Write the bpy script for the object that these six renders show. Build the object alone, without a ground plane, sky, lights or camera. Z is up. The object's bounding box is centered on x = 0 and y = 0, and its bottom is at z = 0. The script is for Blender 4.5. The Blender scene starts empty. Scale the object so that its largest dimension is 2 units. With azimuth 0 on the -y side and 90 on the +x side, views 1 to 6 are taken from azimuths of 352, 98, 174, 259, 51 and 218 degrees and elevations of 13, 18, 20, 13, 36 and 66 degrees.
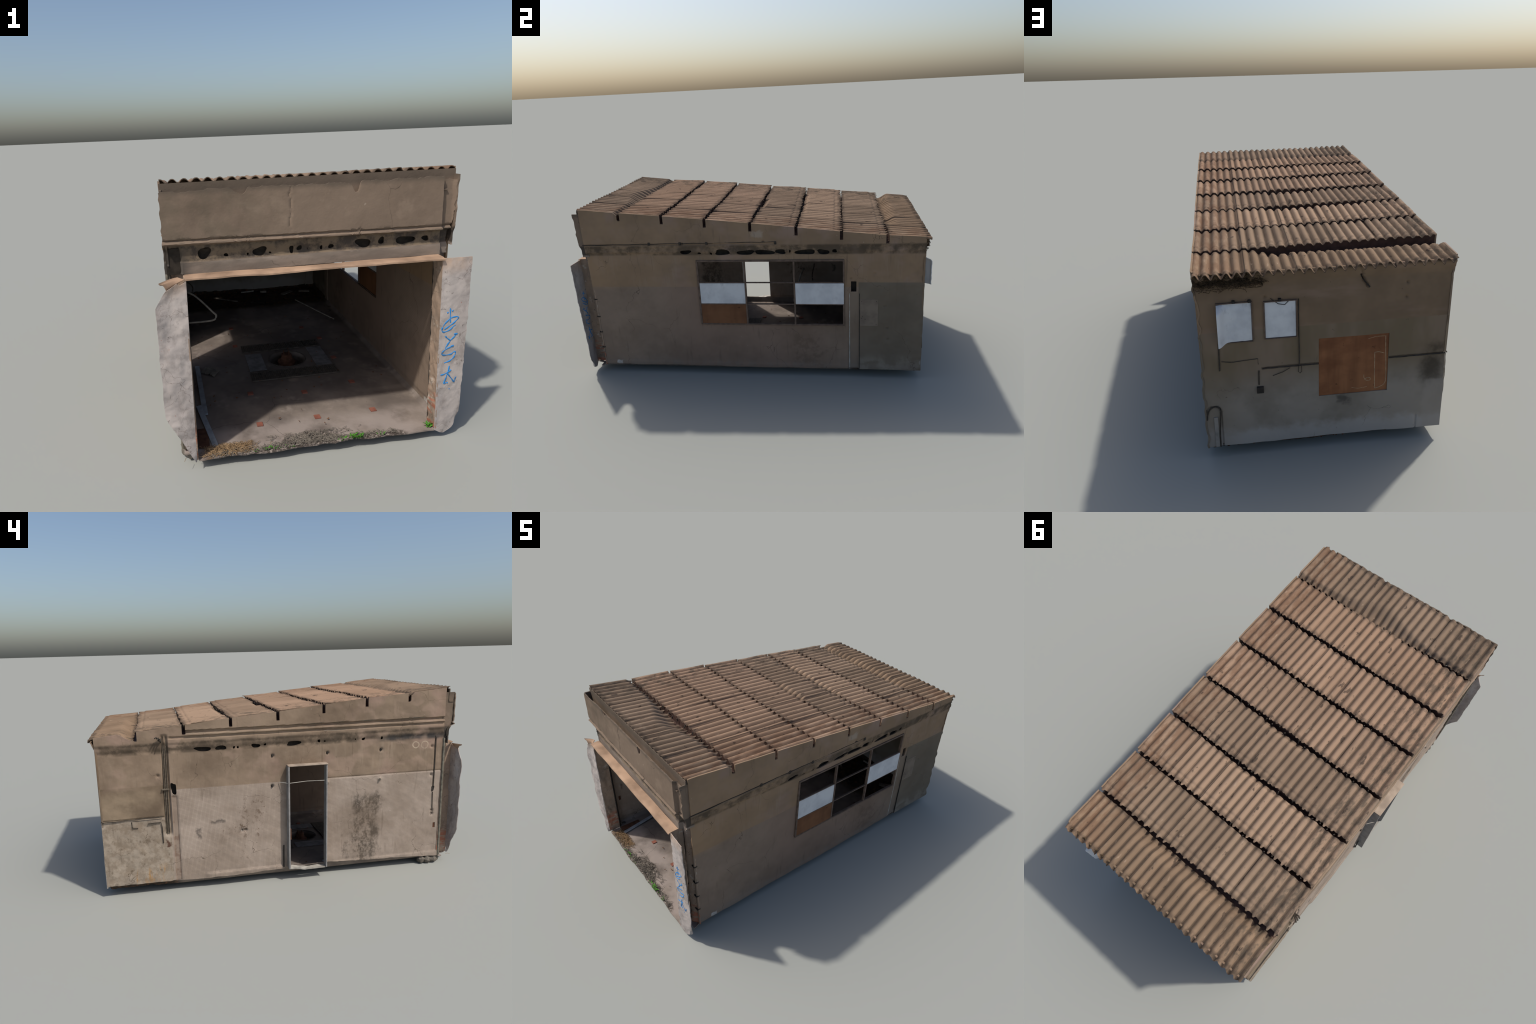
import bpy, math, random
import numpy as np

# ------------------------------------------------------------------ helpers
TAU = math.tau


def srgb(h):
    v = [int(h[i:i + 2], 16) / 255 for i in (0, 2, 4)]
    return tuple(c / 12.92 if c < .04045 else ((c + .055) / 1.055) ** 2.4 for c in v) + (1,)


def hash2(i, j, s):
    v = np.sin(i * 127.1 + j * 311.7 + s * 74.7) * 43758.5453
    return v - np.floor(v)


def vnoise(a, b, s=0):
    """smooth value noise in -1..1"""
    a, b = np.asarray(a, float), np.asarray(b, float)
    i, j = np.floor(a), np.floor(b)
    f, g = a - i, b - j
    f, g = f * f * (3 - 2 * f), g * g * (3 - 2 * g)
    top = hash2(i, j, s) * (1 - f) + hash2(i + 1, j, s) * f
    bot = hash2(i, j + 1, s) * (1 - f) + hash2(i + 1, j + 1, s) * f
    return (top * (1 - g) + bot * g) * 2 - 1


def fbm(a, b, s=0, n=3):
    return sum(vnoise(a * 2 ** k, b * 2 ** k, s + k) / 2 ** k for k in range(n)) / 1.6


def ss(x, a, b):
    t = np.clip((np.asarray(x, float) - a) / (b - a), 0, 1)
    return t * t * (3 - 2 * t)


def bump1(x, a, b, w):
    """1 between a and b with soft edges of width w"""
    return ss(x, a - w / 2, a + w / 2) * (1 - ss(x, b - w / 2, b + w / 2))


def interp(x, pts):
    return np.interp(x, [p[0] for p in pts], [p[1] for p in pts])


THING = bpy.data.objects.new("derelict_garage", None)
bpy.context.scene.collection.objects.link(THING)
THING["label"] = "derelict concrete garage with corrugated roof, open front and graffiti"
THING["category"] = "garage"


def add(name, verts, faces, mat, parent=None, smooth=None, stuff=False):
    me = bpy.data.meshes.new(name)
    me.from_pydata([tuple(map(float, v)) for v in verts], [], [tuple(map(int, f)) for f in faces])
    me.update()
    me.materials.append(mat)
    ob = bpy.data.objects.new(name, me)
    bpy.context.scene.collection.objects.link(ob)
    ob.parent = parent or THING
    if smooth is not None:
        me.shade_smooth()
        me.set_sharp_from_angle(angle=math.radians(smooth))
    if stuff:
        ob["kind"] = "stuff"
    return ob


def joined(parts):
    V, F = [], []
    for v, f in parts:
        o = len(V)
        V += list(v)
        F += [tuple(i + o for i in q) for q in f]
    return V, F


def box(x0, x1, y0, y1, z0, z1):
    v = [(x, y, z) for x in (x0, x1) for y in (y0, y1) for z in (z0, z1)]
    f = [(0, 1, 3, 2), (4, 6, 7, 5), (0, 4, 5, 1), (2, 3, 7, 6), (0, 2, 6, 4), (1, 5, 7, 3)]
    return v, f


def bevel(ob, w, seg=2):
    m = ob.modifiers.new("bevel", "BEVEL")
    m.width, m.segments, m.limit_method = w, seg, "ANGLE"
    return ob


def tube(pts, r, n=8, squash=(1, 1, 1)):
    """round bar along a polyline"""
    P = [np.array(p, float) for p in pts]
    V, F = [], []
    for i, p in enumerate(P):
        t = P[min(i + 1, len(P) - 1)] - P[max(i - 1, 0)]
        t /= np.linalg.norm(t) + 1e-9
        ref = np.array((0, 0, 1.)) if abs(t[2]) < .9 else np.array((1., 0, 0))
        a = np.cross(t, ref)
        a /= np.linalg.norm(a)
        b = np.cross(t, a)
        rr = r[i] if isinstance(r, (list, tuple)) else r
        for k in range(n):
            w = TAU * k / n
            V.append(tuple(p + (a * math.cos(w) + b * math.sin(w)) * rr * np.array(squash)))
    for i in range(len(P) - 1):
        for k in range(n):
            F.append((i * n + k, i * n + (k + 1) % n, (i + 1) * n + (k + 1) % n, (i + 1) * n + k))
    F += [tuple(range(n))[::-1], tuple(range((len(P) - 1) * n, len(P) * n))]
    return V, F


def spline(pts, n=8):
    """Catmull-Rom through control points"""
    P = [np.array(p, float) for p in pts]
    P = [2 * P[0] - P[1]] + P + [2 * P[-1] - P[-2]]
    out = []
    for i in range(1, len(P) - 2):
        for k in range(n):
            t = k / n
            a, b, c, d = P[i - 1:i + 3]
            out.append(.5 * (2 * b + (c - a) * t + (2 * a - 5 * b + 4 * c - d) * t * t + (3 * b - a - 3 * c + d) * t ** 3))
    return out + [P[-2]]


def sheet(name, A, B, place, away, thick, mat, hole=None, parent=None, smooth=35):
    """a slab of relief: A, B are 2-D arrays of wall coordinates, place(A, B) -> x, y, z,
    away is the vector to the other face, hole(a, b) is a signed distance (< 0 is open)"""
    A, B = A.copy(), B.copy()
    n, m = A.shape
    keep = np.ones((n - 1, m - 1), bool)
    if hole is not None:
        ca = (A[:-1, :-1] + A[1:, :-1] + A[:-1, 1:] + A[1:, 1:]) / 4
        cb = (B[:-1, :-1] + B[1:, :-1] + B[:-1, 1:] + B[1:, 1:]) / 4
        keep = hole(ca, cb) > 0
        near_in, near_out = np.zeros((n, m), bool), np.zeros((n, m), bool)
        for di in (0, 1):
            for dj in (0, 1):
                near_in[di:n - 1 + di, dj:m - 1 + dj] |= keep
                near_out[di:n - 1 + di, dj:m - 1 + dj] |= ~keep
        rim = near_in & near_out
        e = 1e-4
        for _ in range(2):
            d = hole(A, B)
            ga = (hole(A + e, B) - hole(A - e, B)) / (2 * e)
            gb = (hole(A, B + e) - hole(A, B - e)) / (2 * e)
            g2 = np.maximum(ga * ga + gb * gb, .05)
            step = np.where(rim, np.clip(d / g2, -.006, .006), 0)
            A -= step * ga
            B -= step * gb
    x, y, z = place(A, B)
    front = np.stack([x, y, z], -1).reshape(-1, 3)
    back = front + np.asarray(away, float).reshape(-1, 3) * thick
    idx = np.arange(n * m).reshape(n, m)
    q = np.stack([idx[:-1, :-1], idx[1:, :-1], idx[1:, 1:], idx[:-1, 1:]], -1)[keep]
    N = n * m
    count = {}
    for f in q.tolist():
        for k in range(4):
            e_ = (f[k], f[(k + 1) % 4])
            if (e_[1], e_[0]) in count:
                del count[(e_[1], e_[0])]
            else:
                count[e_] = 1
    rimf = [(b, a, a + N, b + N) for a, b in count]
    allf = q.tolist() + (q[:, ::-1] + N).tolist() + rimf
    V = np.concatenate([front, back])
    used = np.zeros(2 * N, bool)
    for f in allf:
        used[list(f)] = True
    remap = np.cumsum(used) - 1
    allf = [tuple(remap[i] for i in f) for f in allf]
    ob = add(name, V[used], allf, mat, parent, smooth)
    me = ob.data
    import bmesh
    bm = bmesh.new()
    bm.from_mesh(me)
    bmesh.ops.recalc_face_normals(bm, faces=bm.faces)
    bm.to_mesh(me)
    bm.free()
    return ob


def lines(a, b, step, extra=()):
    """grid lines from a to b about step apart that also pass through extra"""
    stops = sorted({a, b, *[e for e in extra if a < e < b]})
    out = []
    for p, q in zip(stops, stops[1:]):
        n = max(1, round((q - p) / step))
        out += [p + (q - p) * k / n for k in range(n)]
    return np.array(out + [b])


def sd_box(a, b, a0, a1, b0, b1):
    return np.maximum(np.maximum(a0 - a, a - a1), np.maximum(b0 - b, b - b1))


def sd_blob(a, b, a0, a1, b0, b1, p=2.6, s=0):
    ca, cb, ra, rb = (a0 + a1) / 2, (b0 + b1) / 2, (a1 - a0) / 2, (b1 - b0) / 2
    w = np.arctan2((b - cb) / rb, (a - ca) / ra)
    k = 1 + .13 * np.sin(2 * w + s * 1.7) + .09 * np.sin(3 * w + s * 2.9)
    r = (np.abs((a - ca) / ra) ** p + np.abs((b - cb) / rb) ** p + 1e-9) ** (1 / p)
    return (r / k - 1) * min(ra, rb)


# ------------------------------------------------------------------ material kit
class Mat:
    def __init__(s, name):
        s.m = bpy.data.materials.new(name)
        s.m.use_nodes = True
        s.t = s.m.node_tree
        s.t.nodes.clear()
        s.tc = s.t.nodes.new("ShaderNodeTexCoord")
        sep = s.t.nodes.new("ShaderNodeSeparateXYZ")
        s.t.links.new(s.tc.outputs["Object"], sep.inputs[0])
        s.x, s.y, s.z = sep.outputs
        s.P = s.tc.outputs["Object"]

    def n(s, kind, **kw):
        nd = s.t.nodes.new(kind)
        for k, v in kw.items():
            setattr(nd, k, v)
        return nd

    def put(s, sock, v):
        if hasattr(v, "links"):
            s.t.links.new(v, sock)
        else:
            sock.default_value = v

    def op(s, o, a, b=0.0, c=None, clamp=False):
        nd = s.n("ShaderNodeMath", operation=o, use_clamp=clamp)
        s.put(nd.inputs[0], a)
        s.put(nd.inputs[1], b)
        if c is not None:
            s.put(nd.inputs[2], c)
        return nd.outputs[0]

    def add(s, a, b): return s.op("ADD", a, b)
    def mul(s, a, b): return s.op("MULTIPLY", a, b)
    def inv(s, a): return s.op("SUBTRACT", 1.0, a)

    def ramp(s, v, a, b, lo=0.0, hi=1.0):
        nd = s.n("ShaderNodeMapRange", interpolation_type="SMOOTHSTEP")
        s.put(nd.inputs[0], v)
        for i, k in enumerate((a, b, lo, hi)):
            nd.inputs[i + 1].default_value = k
        return nd.outputs[0]

    def vec(s, scale, turn=(0, 0, 0)):
        nd = s.n("ShaderNodeMapping")
        s.put(nd.inputs[0], s.P)
        nd.inputs["Scale"].default_value = scale
        nd.inputs["Rotation"].default_value = turn
        return nd.outputs[0]

    def noise(s, scale, detail=4, rough=.55, stretch=(1, 1, 1), shift=0.0, warp=0.0):
        nd = s.n("ShaderNodeTexNoise", noise_dimensions="4D")
        s.put(nd.inputs["Vector"], s.vec(stretch))
        nd.inputs["W"].default_value = shift
        nd.inputs["Scale"].default_value = scale
        nd.inputs["Detail"].default_value = detail
        nd.inputs["Roughness"].default_value = rough
        nd.inputs["Distortion"].default_value = warp
        return nd.outputs[0]

    def cells(s, scale, feature="F1", stretch=(1, 1, 1), out="Distance"):
        nd = s.n("ShaderNodeTexVoronoi", feature=feature)
        s.put(nd.inputs["Vector"], s.vec(stretch))
        nd.inputs["Scale"].default_value = scale
        return nd.outputs[out]

    def cracks(s, scale, width, wob=.06, stretch=(1, 1, 1)):
        """thin wandering crack lines, 1 on the line"""
        nz = s.n("ShaderNodeTexNoise")
        s.put(nz.inputs["Vector"], s.P)
        nz.inputs["Scale"].default_value = scale * 1.7
        nz.inputs["Detail"].default_value = 4
        mx = s.n("ShaderNodeVectorMath", operation="MULTIPLY_ADD")
        s.put(mx.inputs[0], nz.outputs["Color"])
        mx.inputs[1].default_value = (wob,) * 3
        s.put(mx.inputs[2], s.vec(stretch))
        nd = s.n("ShaderNodeTexVoronoi", feature="DISTANCE_TO_EDGE")
        s.put(nd.inputs["Vector"], mx.outputs[0])
        nd.inputs["Scale"].default_value = scale
        return s.ramp(nd.outputs["Distance"], width * scale, 0.0)

    def mix(s, a, b, f, mode="MIX"):
        nd = s.n("ShaderNodeMix", data_type="RGBA", blend_type=mode)
        s.put(nd.inputs[0], f)
        s.put(nd.inputs[6], a)
        s.put(nd.inputs[7], b)
        return nd.outputs[2]

    def band(s, v, a, b, w=.004):
        return s.mul(s.ramp(v, a - w, a + w), s.ramp(v, b + w, b - w))

    def spot(s, u, v, a0, a1, b0, b1, w=.01, wob=0.0, k=14):
        """soft rectangle, its edge wandering by wob"""
        if wob:
            u = s.add(u, s.mul(s.op("SUBTRACT", s.noise(k, 5, .62), .5), wob * 6))
            v = s.add(v, s.mul(s.op("SUBTRACT", s.noise(k, 5, .62, shift=3), .5), wob * 6))
        return s.mul(s.band(u, a0, a1, w), s.band(v, b0, b1, w))

    def both(s, *f):
        r = f[0]
        for k in f[1:]:
            r = s.mul(r, k)
        return r

    def done(s, col, rough=.9, spec=.15, bump=None, height=.002, metal=0.0):
        b = s.n("ShaderNodeBsdfPrincipled")
        s.put(b.inputs["Base Color"], col)
        s.put(b.inputs["Roughness"], rough)
        b.inputs["Specular IOR Level"].default_value = spec
        b.inputs["Metallic"].default_value = metal
        if bump is not None:
            bn = s.n("ShaderNodeBump")
            bn.inputs["Strength"].default_value = .7
            bn.inputs["Distance"].default_value = height
            s.put(bn.inputs["Height"], bump)
            s.t.links.new(bn.outputs[0], b.inputs["Normal"])
        o = s.n("ShaderNodeOutputMaterial")
        s.t.links.new(b.outputs[0], o.inputs[0])
        return s.m


def lin(r, g, b):
    return (r, g, b, 1)


def simple(name, col, vary=.35, scale=30, rough=.85, metal=0.0, spec=.2):
    m = Mat(name)
    c = m.mix(col, tuple(k * (1 - vary) for k in col[:3]) + (1,), m.ramp(m.noise(scale, 5), .35, .7))
    return m.done(c, rough, spec, m.noise(scale * 4), .0008, metal)


def wall_material(name, side):
    """plaster above, small square mosaic below, bare render behind the pier"""
    m = Mat(name)
    u, z = m.y, m.z
    big = m.noise(3.2, 5, .6)
    fine = m.noise(38, 5, .65)
    grain = m.noise(140, 3, .6)
    upper = m.mix(*((lin(.27, .20, .142), lin(.205, .152, .108)) if side == "door" else (lin(.295, .203, .130), lin(.235, .162, .105))), m.ramp(big, .35, .65))  # window side darker: its backlit shade is kept in the plaster colour
    upper = m.mix(upper, lin(.285, .20, .152), m.ramp(m.noise(5, 3, shift=5), .52, .68))
    streak = m.ramp(m.noise(9, 4, .6, (1, 4, .45), 2), .5, .72)
    upper = m.mix(upper, lin(.31, .24, .175), m.both(streak, m.band(z, .56, .74, .03), .45))
    # mosaic
    tone = m.ramp(m.noise(4.5, 4, .6, shift=8), .3, .7)
    tile = m.mix(lin(.42, .345, .285), lin(.30, .24, .19), tone) if side == "door" else m.mix(lin(.285, .215, .163), lin(.225, .168, .128), tone)  # mosaic likewise darker on the window side, shade included in the colour
    pitch = .0068
    saw = lambda v: m.op("PINGPONG", m.op("DIVIDE", v, pitch), .5)
    joint = m.op("MAXIMUM", m.ramp(saw(u), .13, .03), m.ramp(saw(z), .13, .03))
    joint = m.mul(joint, m.ramp(m.noise(7, 4, shift=11), .25, .6, .35, 1.0))
    tile = m.mix(tile, lin(.15, .11, .083), m.mul(joint, .8 if side == "door" else .6))
    low = m.ramp(z, .5545, .5525)
    col = m.mix(upper, tile, low)
    hair = m.both(m.ramp(m.noise(26, 4, .6, (1, 1.6, .07), 51), .60, .68), m.band(z, .57, .74, .03))
    col = m.mix(col, lin(.12, .085, .058), m.mul(hair, .45))
    if side == "window":
        warm = m.both(m.ramp(m.add(u, m.mul(m.noise(5, 4), .3)), -.45, -.10), m.ramp(u, .50, .30), low)
        col = m.mix(col, lin(.225, .150, .115), m.mul(warm, .55))
    # grey painted end bay
    grey = m.mix(lin(.175, .145, .11), lin(.135, .112, .085), m.ramp(m.noise(4, 5, .6, shift=4), .35, .65))
    grey = m.mix(grey, lin(.235, .205, .165), m.both(m.ramp(z, .16, .10), m.ramp(m.noise(14, 4), .4, .6)))
    bay = m.both(m.ramp(u, .602, .606), m.ramp(z, .5815, .5785))
    if side == "door":
        rough_ = m.mix(lin(.25, .20, .15), lin(.34, .285, .225), m.ramp(m.noise(20, 6, .7, shift=1), .40, .60))
        rough_ = m.mix(rough_, lin(.15, .115, .082), m.ramp(m.noise(26, 6, .7, shift=9), .54, .68))
        grey = m.mix(m.mix(lin(.27, .205, .14), lin(.15, .11, .075), m.ramp(m.noise(5, 4, shift=6), .42, .62)), rough_, m.ramp(z, .412, .408))
    col = m.mix(col, grey, bay)
    band = m.band(z, .742, .80, .006)
    soot_shade = m.both(band, m.ramp(m.noise(11, 5, .65, (1, 1, 1), 3), .34, .56))  # soot together with painted shading along the ledge band
    col = m.mix(col, lin(.072, .056, .041), m.mul(soot_shade, .88))
    if side == "door":
        under_shade = m.both(m.band(m.add(z, m.mul(m.noise(12, 5, shift=2), .03)), .752, .782, .010), m.ramp(u, -.42, -.62), m.ramp(m.noise(18, 5, .7), .3, .5))  # dark shading under the hole band, painted in over the soot
        col = m.mix(col, lin(.045, .043, .042), m.mul(under_shade, .85))
    if side == "window":
        # fragments of missing paint, cleaner patch, pier and stain
        col = m.mix(col, lin(.225, .175, .132), m.spot(u, z, .552, .607, .05, .52, .002))
        col = m.mix(col, lin(.21, .17, .13), m.spot(u, z, .613, .709, .324, .482, .0015))
        st = m.both(m.spot(u, z, .24, .41, .06, .27, .02, .03), m.ramp(m.noise(24, 5, .7, shift=2), .42, .6))
        col = m.mix(col, lin(.12, .09, .066), m.mul(st, .5))
        col = m.mix(col, lin(.34, .225, .135), m.both(m.ramp(m.add(u, m.mul(m.noise(6, 4), .2)), -.40, -.85), m.band(z, .55, .74, .03), .65))
        col = m.mix(col, lin(.50, .47, .43), m.spot(u, z, -.83, -.80, .055, .075, .004, .01))
        col = m.mix(col, lin(.40, .34, .28), m.both(m.spot(u, z, .045, .10, .84, .88, .008, .015), .5))
    else:
        # damp and mould on the mosaic
        st = m.both(m.spot(u, z, -.53, -.37, .06, .44, .035, .05, 10), m.ramp(m.add(m.noise(13, 5, .7, (1, 1, .5), 2), m.mul(m.op("SUBTRACT", m.noise(70, 4, .7), .5), .5)), .38, .60))
        col = m.mix(col, lin(.06, .05, .04), m.mul(st, .88))
        for a0, a1, b0, b1 in ((.215, .235, .12, .50), (.12, .165, .28, .50), (.27, .33, .27, .33), (.20, .24, .28, .40)):
            st = m.both(m.spot(u, z, a0, a1, b0, b1, .02, .03, 18), m.ramp(m.noise(48, 4, .7, (1, 1, .8), 7), .52, .60))
            col = m.mix(col, lin(.13, .09, .065), m.mul(st, .8))
        for a0, a1, b0, b1 in ((.455, .472, .28, .335), (.325, .40, .355, .372), (.22, .25, .298, .306)):
            st = m.spot(u, z, a0, a1, b0, b1, .008, .012, 30)
            col = m.mix(col, lin(.10, .085, .075), m.mul(st, .8))
        rust = m.both(m.spot(u, z, .63, .80, .05, .15, .02, .02), m.ramp(m.noise(14, 4, .6, (1, 3, .6), 5), .5, .66))
        col = m.mix(col, lin(.36, .19, .055), m.mul(rust, .75))
        col = m.mix(col, lin(.10, .055, .04), m.spot(u, z, .612, .635, .245, .285, .006, .012, 40))
        # chalked numerals near the gate end
        for cy in (-.745, -.795):
            r = m.op("SQRT", m.add(m.op("POWER", m.op("SUBTRACT", u, cy), 2.0), m.op("POWER", m.op("SUBTRACT", z, .705), 2.0)))
            r = m.add(r, m.mul(m.op("SUBTRACT", m.noise(25, 3), .5), .016))
            col = m.mix(col, lin(.50, .41, .30), m.mul(m.band(r, .0165, .0215, .002), .7))
        pier = m.spot(u, z, .565, .595, .06, .52, .002)
        col = m.mix(col, m.mix(lin(.26, .20, .155), lin(.17, .11, .08), m.ramp(m.noise(17, 4, shift=3), .48, .6)), m.mul(pier, .8))
    # cream and pink scars of older paint, brown bloom, vertical dribbles
    scar = m.both(m.ramp(m.noise(6, 2, .4, (1, 1, 1.3), 21, 1.2), .53, .66), m.band(z, .57, .95, .02))
    col = m.mix(col, lin(.34, .245, .185), m.mul(scar, .5 if side == "door" else .2))
    bloom = m.ramp(m.noise(2.6, 5, .65, (1, 1, 1.2), 31), .45, .68)
    col = m.mix(col, lin(.135, .096, .066), m.mul(bloom, m.ramp(z, .54, .57, .42, .62) if side == "door" else .38))
    drib = m.both(m.ramp(m.noise(16, 5, .65, (1, 3.2, .28), 41), .55, .70), m.ramp(m.noise(4, 3, shift=17), .42, .58))
    col = m.mix(col, lin(.13, .098, .072), m.mul(drib, .55))
    base = m.both(m.ramp(z, .125, .06), m.ramp(m.noise(16, 5, .65, (1, 1, .7), 4), .42, .62))
    col = m.mix(col, lin(.20, .165, .135), m.mul(base, .55))
    ln = m.cracks(3.4, .0011, .22)
    col = m.mix(col, lin(.075, .055, .04), m.both(ln, m.ramp(m.noise(4, 3, shift=2), .49, .56), .85))
    fleck = m.both(m.ramp(m.noise(75, 4, .6, shift=4), .66, .72), m.ramp(big, .4, .6))
    col = m.mix(col, lin(.10, .08, .06), m.mul(fleck, .75))
    col = m.mix(col, lin(.55, .50, .45), m.mul(m.ramp(m.noise(60, 4, .6, shift=12), .69, .76), .45))
    return m.done(col, .92, .1, m.add(m.mul(fine, .7), m.mul(grain, .3)), .0018)


def rear_material():
    m = Mat("rear_wall_paint")
    x, z = m.x, m.z
    big = m.noise(3.5, 5, .6)
    up = m.mix(lin(.225, .155, .10), lin(.165, .115, .075), m.ramp(big, .35, .65))
    up = m.mix(up, lin(.24, .165, .12), m.ramp(m.noise(4, 4, .6, (.5, 1, 2), 4), .5, .7))
    mid = m.mix(lin(.165, .125, .08), lin(.215, .16, .115), m.ramp(m.noise(3, 4, .5, (1.6, 1, .6), 7), .42, .6))
    low = m.mix(lin(.255, .225, .19), lin(.185, .16, .13), m.ramp(m.noise(5, 5, .6, shift=2), .38, .68))
    low = m.mix(low, lin(.36, .34, .32), m.both(m.ramp(m.add(z, m.mul(m.noise(9, 5, .6), .16)), .225, .175), .65))
    c = m.mix(up, mid, m.ramp(z, .583, .5805))
    edge = m.add(z, m.mul(m.op("SUBTRACT", m.noise(3, 3), .5), .03))
    c = m.mix(c, low, m.mul(m.ramp(edge, .46, .26), m.ramp(x, .48, .30, .65, 1.0)))
    s1 = m.both(m.spot(x, z, -.465, -.40, .27, .46, .045, .035, 6), m.ramp(m.noise(9, 4, shift=3), .25, .5))
    c = m.mix(c, lin(.035, .027, .02), m.mul(s1, .85))
    c = m.mix(c, lin(.05, .045, .04), m.mul(m.spot(x, z, -.10, -.05, .215, .252, .014, .02, 14), .7))
    c = m.mix(c, lin(.30, .265, .23), m.both(m.spot(x, z, -.51, -.415, .05, .29, .008, .01), .45))
    top = m.both(m.ramp(m.add(z, m.mul(m.noise(20, 5), .06)), .792, .815), m.ramp(x, .20, .30))
    c = m.mix(c, lin(.075, .05, .028), m.both(top, m.ramp(m.noise(26, 5, .7), .36, .52), .9))
    ln = m.both(m.cracks(3.0, .001, .25), m.ramp(m.noise(4, 3, shift=1), .58, .64))
    c = m.mix(c, lin(.05, .038, .028), m.mul(ln, .7))
    fl = m.ramp(m.noise(65, 4, .6, shift=6), .68, .73)
    c = m.mix(c, lin(.06, .045, .035), m.mul(fl, .6))
    return m.done(c, .9, .12, m.add(m.mul(m.noise(40, 5), .6), m.mul(m.noise(150, 3), .3)), .0016)


def fascia_material():
    m = Mat("fascia_render")
    x, z = m.x, m.z
    c = m.mix(lin(.205, .152, .112), lin(.16, .118, .087), m.ramp(m.noise(4.5, 5, .6), .35, .66))
    c = m.mix(c, lin(.25, .187, .138), m.mul(m.ramp(m.noise(11, 4, .6, shift=4), .56, .68), .5))
    lichen = m.both(m.ramp(m.noise(18, 5, .65, shift=3), .40, .58), m.ramp(x, .1, -.45), m.ramp(z, .80, .83))
    c = m.mix(c, lin(.13, .105, .075), m.mul(lichen, .45))
    rim = m.both(m.ramp(m.add(z, m.mul(m.noise(14, 4), .03)), .974, .997), .7)
    c = m.mix(c, lin(.10, .08, .062), rim)
    beam = m.mix(lin(.165, .135, .11), lin(.23, .185, .15), m.ramp(m.noise(9, 5, .6, (.5, 1, 2), 2), .4, .62))
    c = m.mix(c, beam, m.ramp(z, .7465, .7435))
    hol = m.band(z, .7455, .80, .004)
    c = m.mix(c, m.mix(lin(.165, .125, .085), lin(.06, .05, .042), m.ramp(m.noise(15, 5, .7), .42, .58)), m.mul(hol, .9))
    c = m.mix(c, lin(.05, .045, .04), m.both(m.ramp(x, -.40, -.47), m.ramp(z, .815, .77), .85))
    ln = m.both(m.cracks(2.6, .0011, .2), m.ramp(m.noise(3, 3, shift=5), .52, .58))
    c = m.mix(c, lin(.07, .053, .04), m.mul(ln, .8))
    c = m.mix(c, lin(.40, .33, .26), m.mul(m.ramp(m.noise(28, 4, .5, shift=8), .70, .74), .45))
    return m.done(c, .92, .1, m.add(m.mul(m.noise(35, 5), .7), m.mul(m.noise(140, 3), .3)), .002)


def roof_material(i, tint, dark):
    """weathered fibre-cement; darker in the troughs, lichen towards the eaves end"""
    m = Mat("weathered_roof_sheet")
    x, y = m.x, m.y
    lo = tuple(k * dark for k in tint) + (1,)
    c = m.mix(tint + (1,), lo, m.ramp(m.noise(5, 4, .6, (1, .5, 1), i), .36, .66))
    wide = m.ramp(m.noise(2.2, 3, .5, (1.4, .6, 1), i * 3), .42, .64)
    c = m.mix(c, tuple(k * 1.25 for k in tint) + (1,), m.mul(wide, .7))
    for xj, f in ((.311, .8), (.1185, .65), (-.069, .3), (-.2565, .3)):
        c = m.mix(c, lin(.05, .038, .03), m.mul(m.band(x, xj - .0028, xj + .0012, .0012), f))  # sheet joints: shadow gap and dirt painted as dark lines
    ph = m.op("COSINE", m.mul(m.op("SUBTRACT", x, CREST), TAU / PITCH))
    tr = m.mul(m.ramp(ph, -.45, -.98), m.ramp(m.noise(10, 5, .65, (1, .25, 1), i + 2), .22, .5))
    c = m.mix(c, lin(.05, .038, .03), m.mul(tr, .72))
    red = m.both(m.ramp(x, .26, .44), m.ramp(m.noise(30, 5, .65, (1, .35, 1), i + 5), .38, .6))
    c = m.mix(c, lin(.14, .075, .045), m.mul(red, .6))
    li = m.both(m.ramp(x, -.22, -.44), m.ramp(m.noise(34, 5, .7, (1, .45, 1), i + 8), .46, .62))
    c = m.mix(c, lin(.075, .062, .048), m.mul(li, .7))
    sp = m.ramp(m.noise(30, 4, .6, (1, .5, 1), i + 4), .62, .67)
    c = m.mix(c, lin(.045, .034, .028), m.mul(sp, .7))
    c = m.mix(c, lin(.42, .32, .23), m.mul(m.ramp(m.noise(60, 3, .6, (1, .3, 1), i + 1), .62, .74), .4))
    lap = m.op("MINIMUM", m.op("ABSOLUTE", m.op("SUBTRACT", y, KNOTS[i - 1])), m.op("ABSOLUTE", m.op("SUBTRACT", y, KNOTS[i])))
    lap_dark = m.both(m.ramp(lap, .030, .010), m.ramp(m.noise(22, 5, .65, shift=i + 30), .36, .58))  # darker towards the sheet laps, broken up by noise
    c = m.mix(c, lin(.05, .038, .03), m.mul(lap_dark, .6))
    return m.done(c, .95, .08, m.add(m.mul(m.noise(45, 5, .6, (1, .4, 1)), .7), m.mul(m.noise(170, 3), .3)), .0016)


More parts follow.
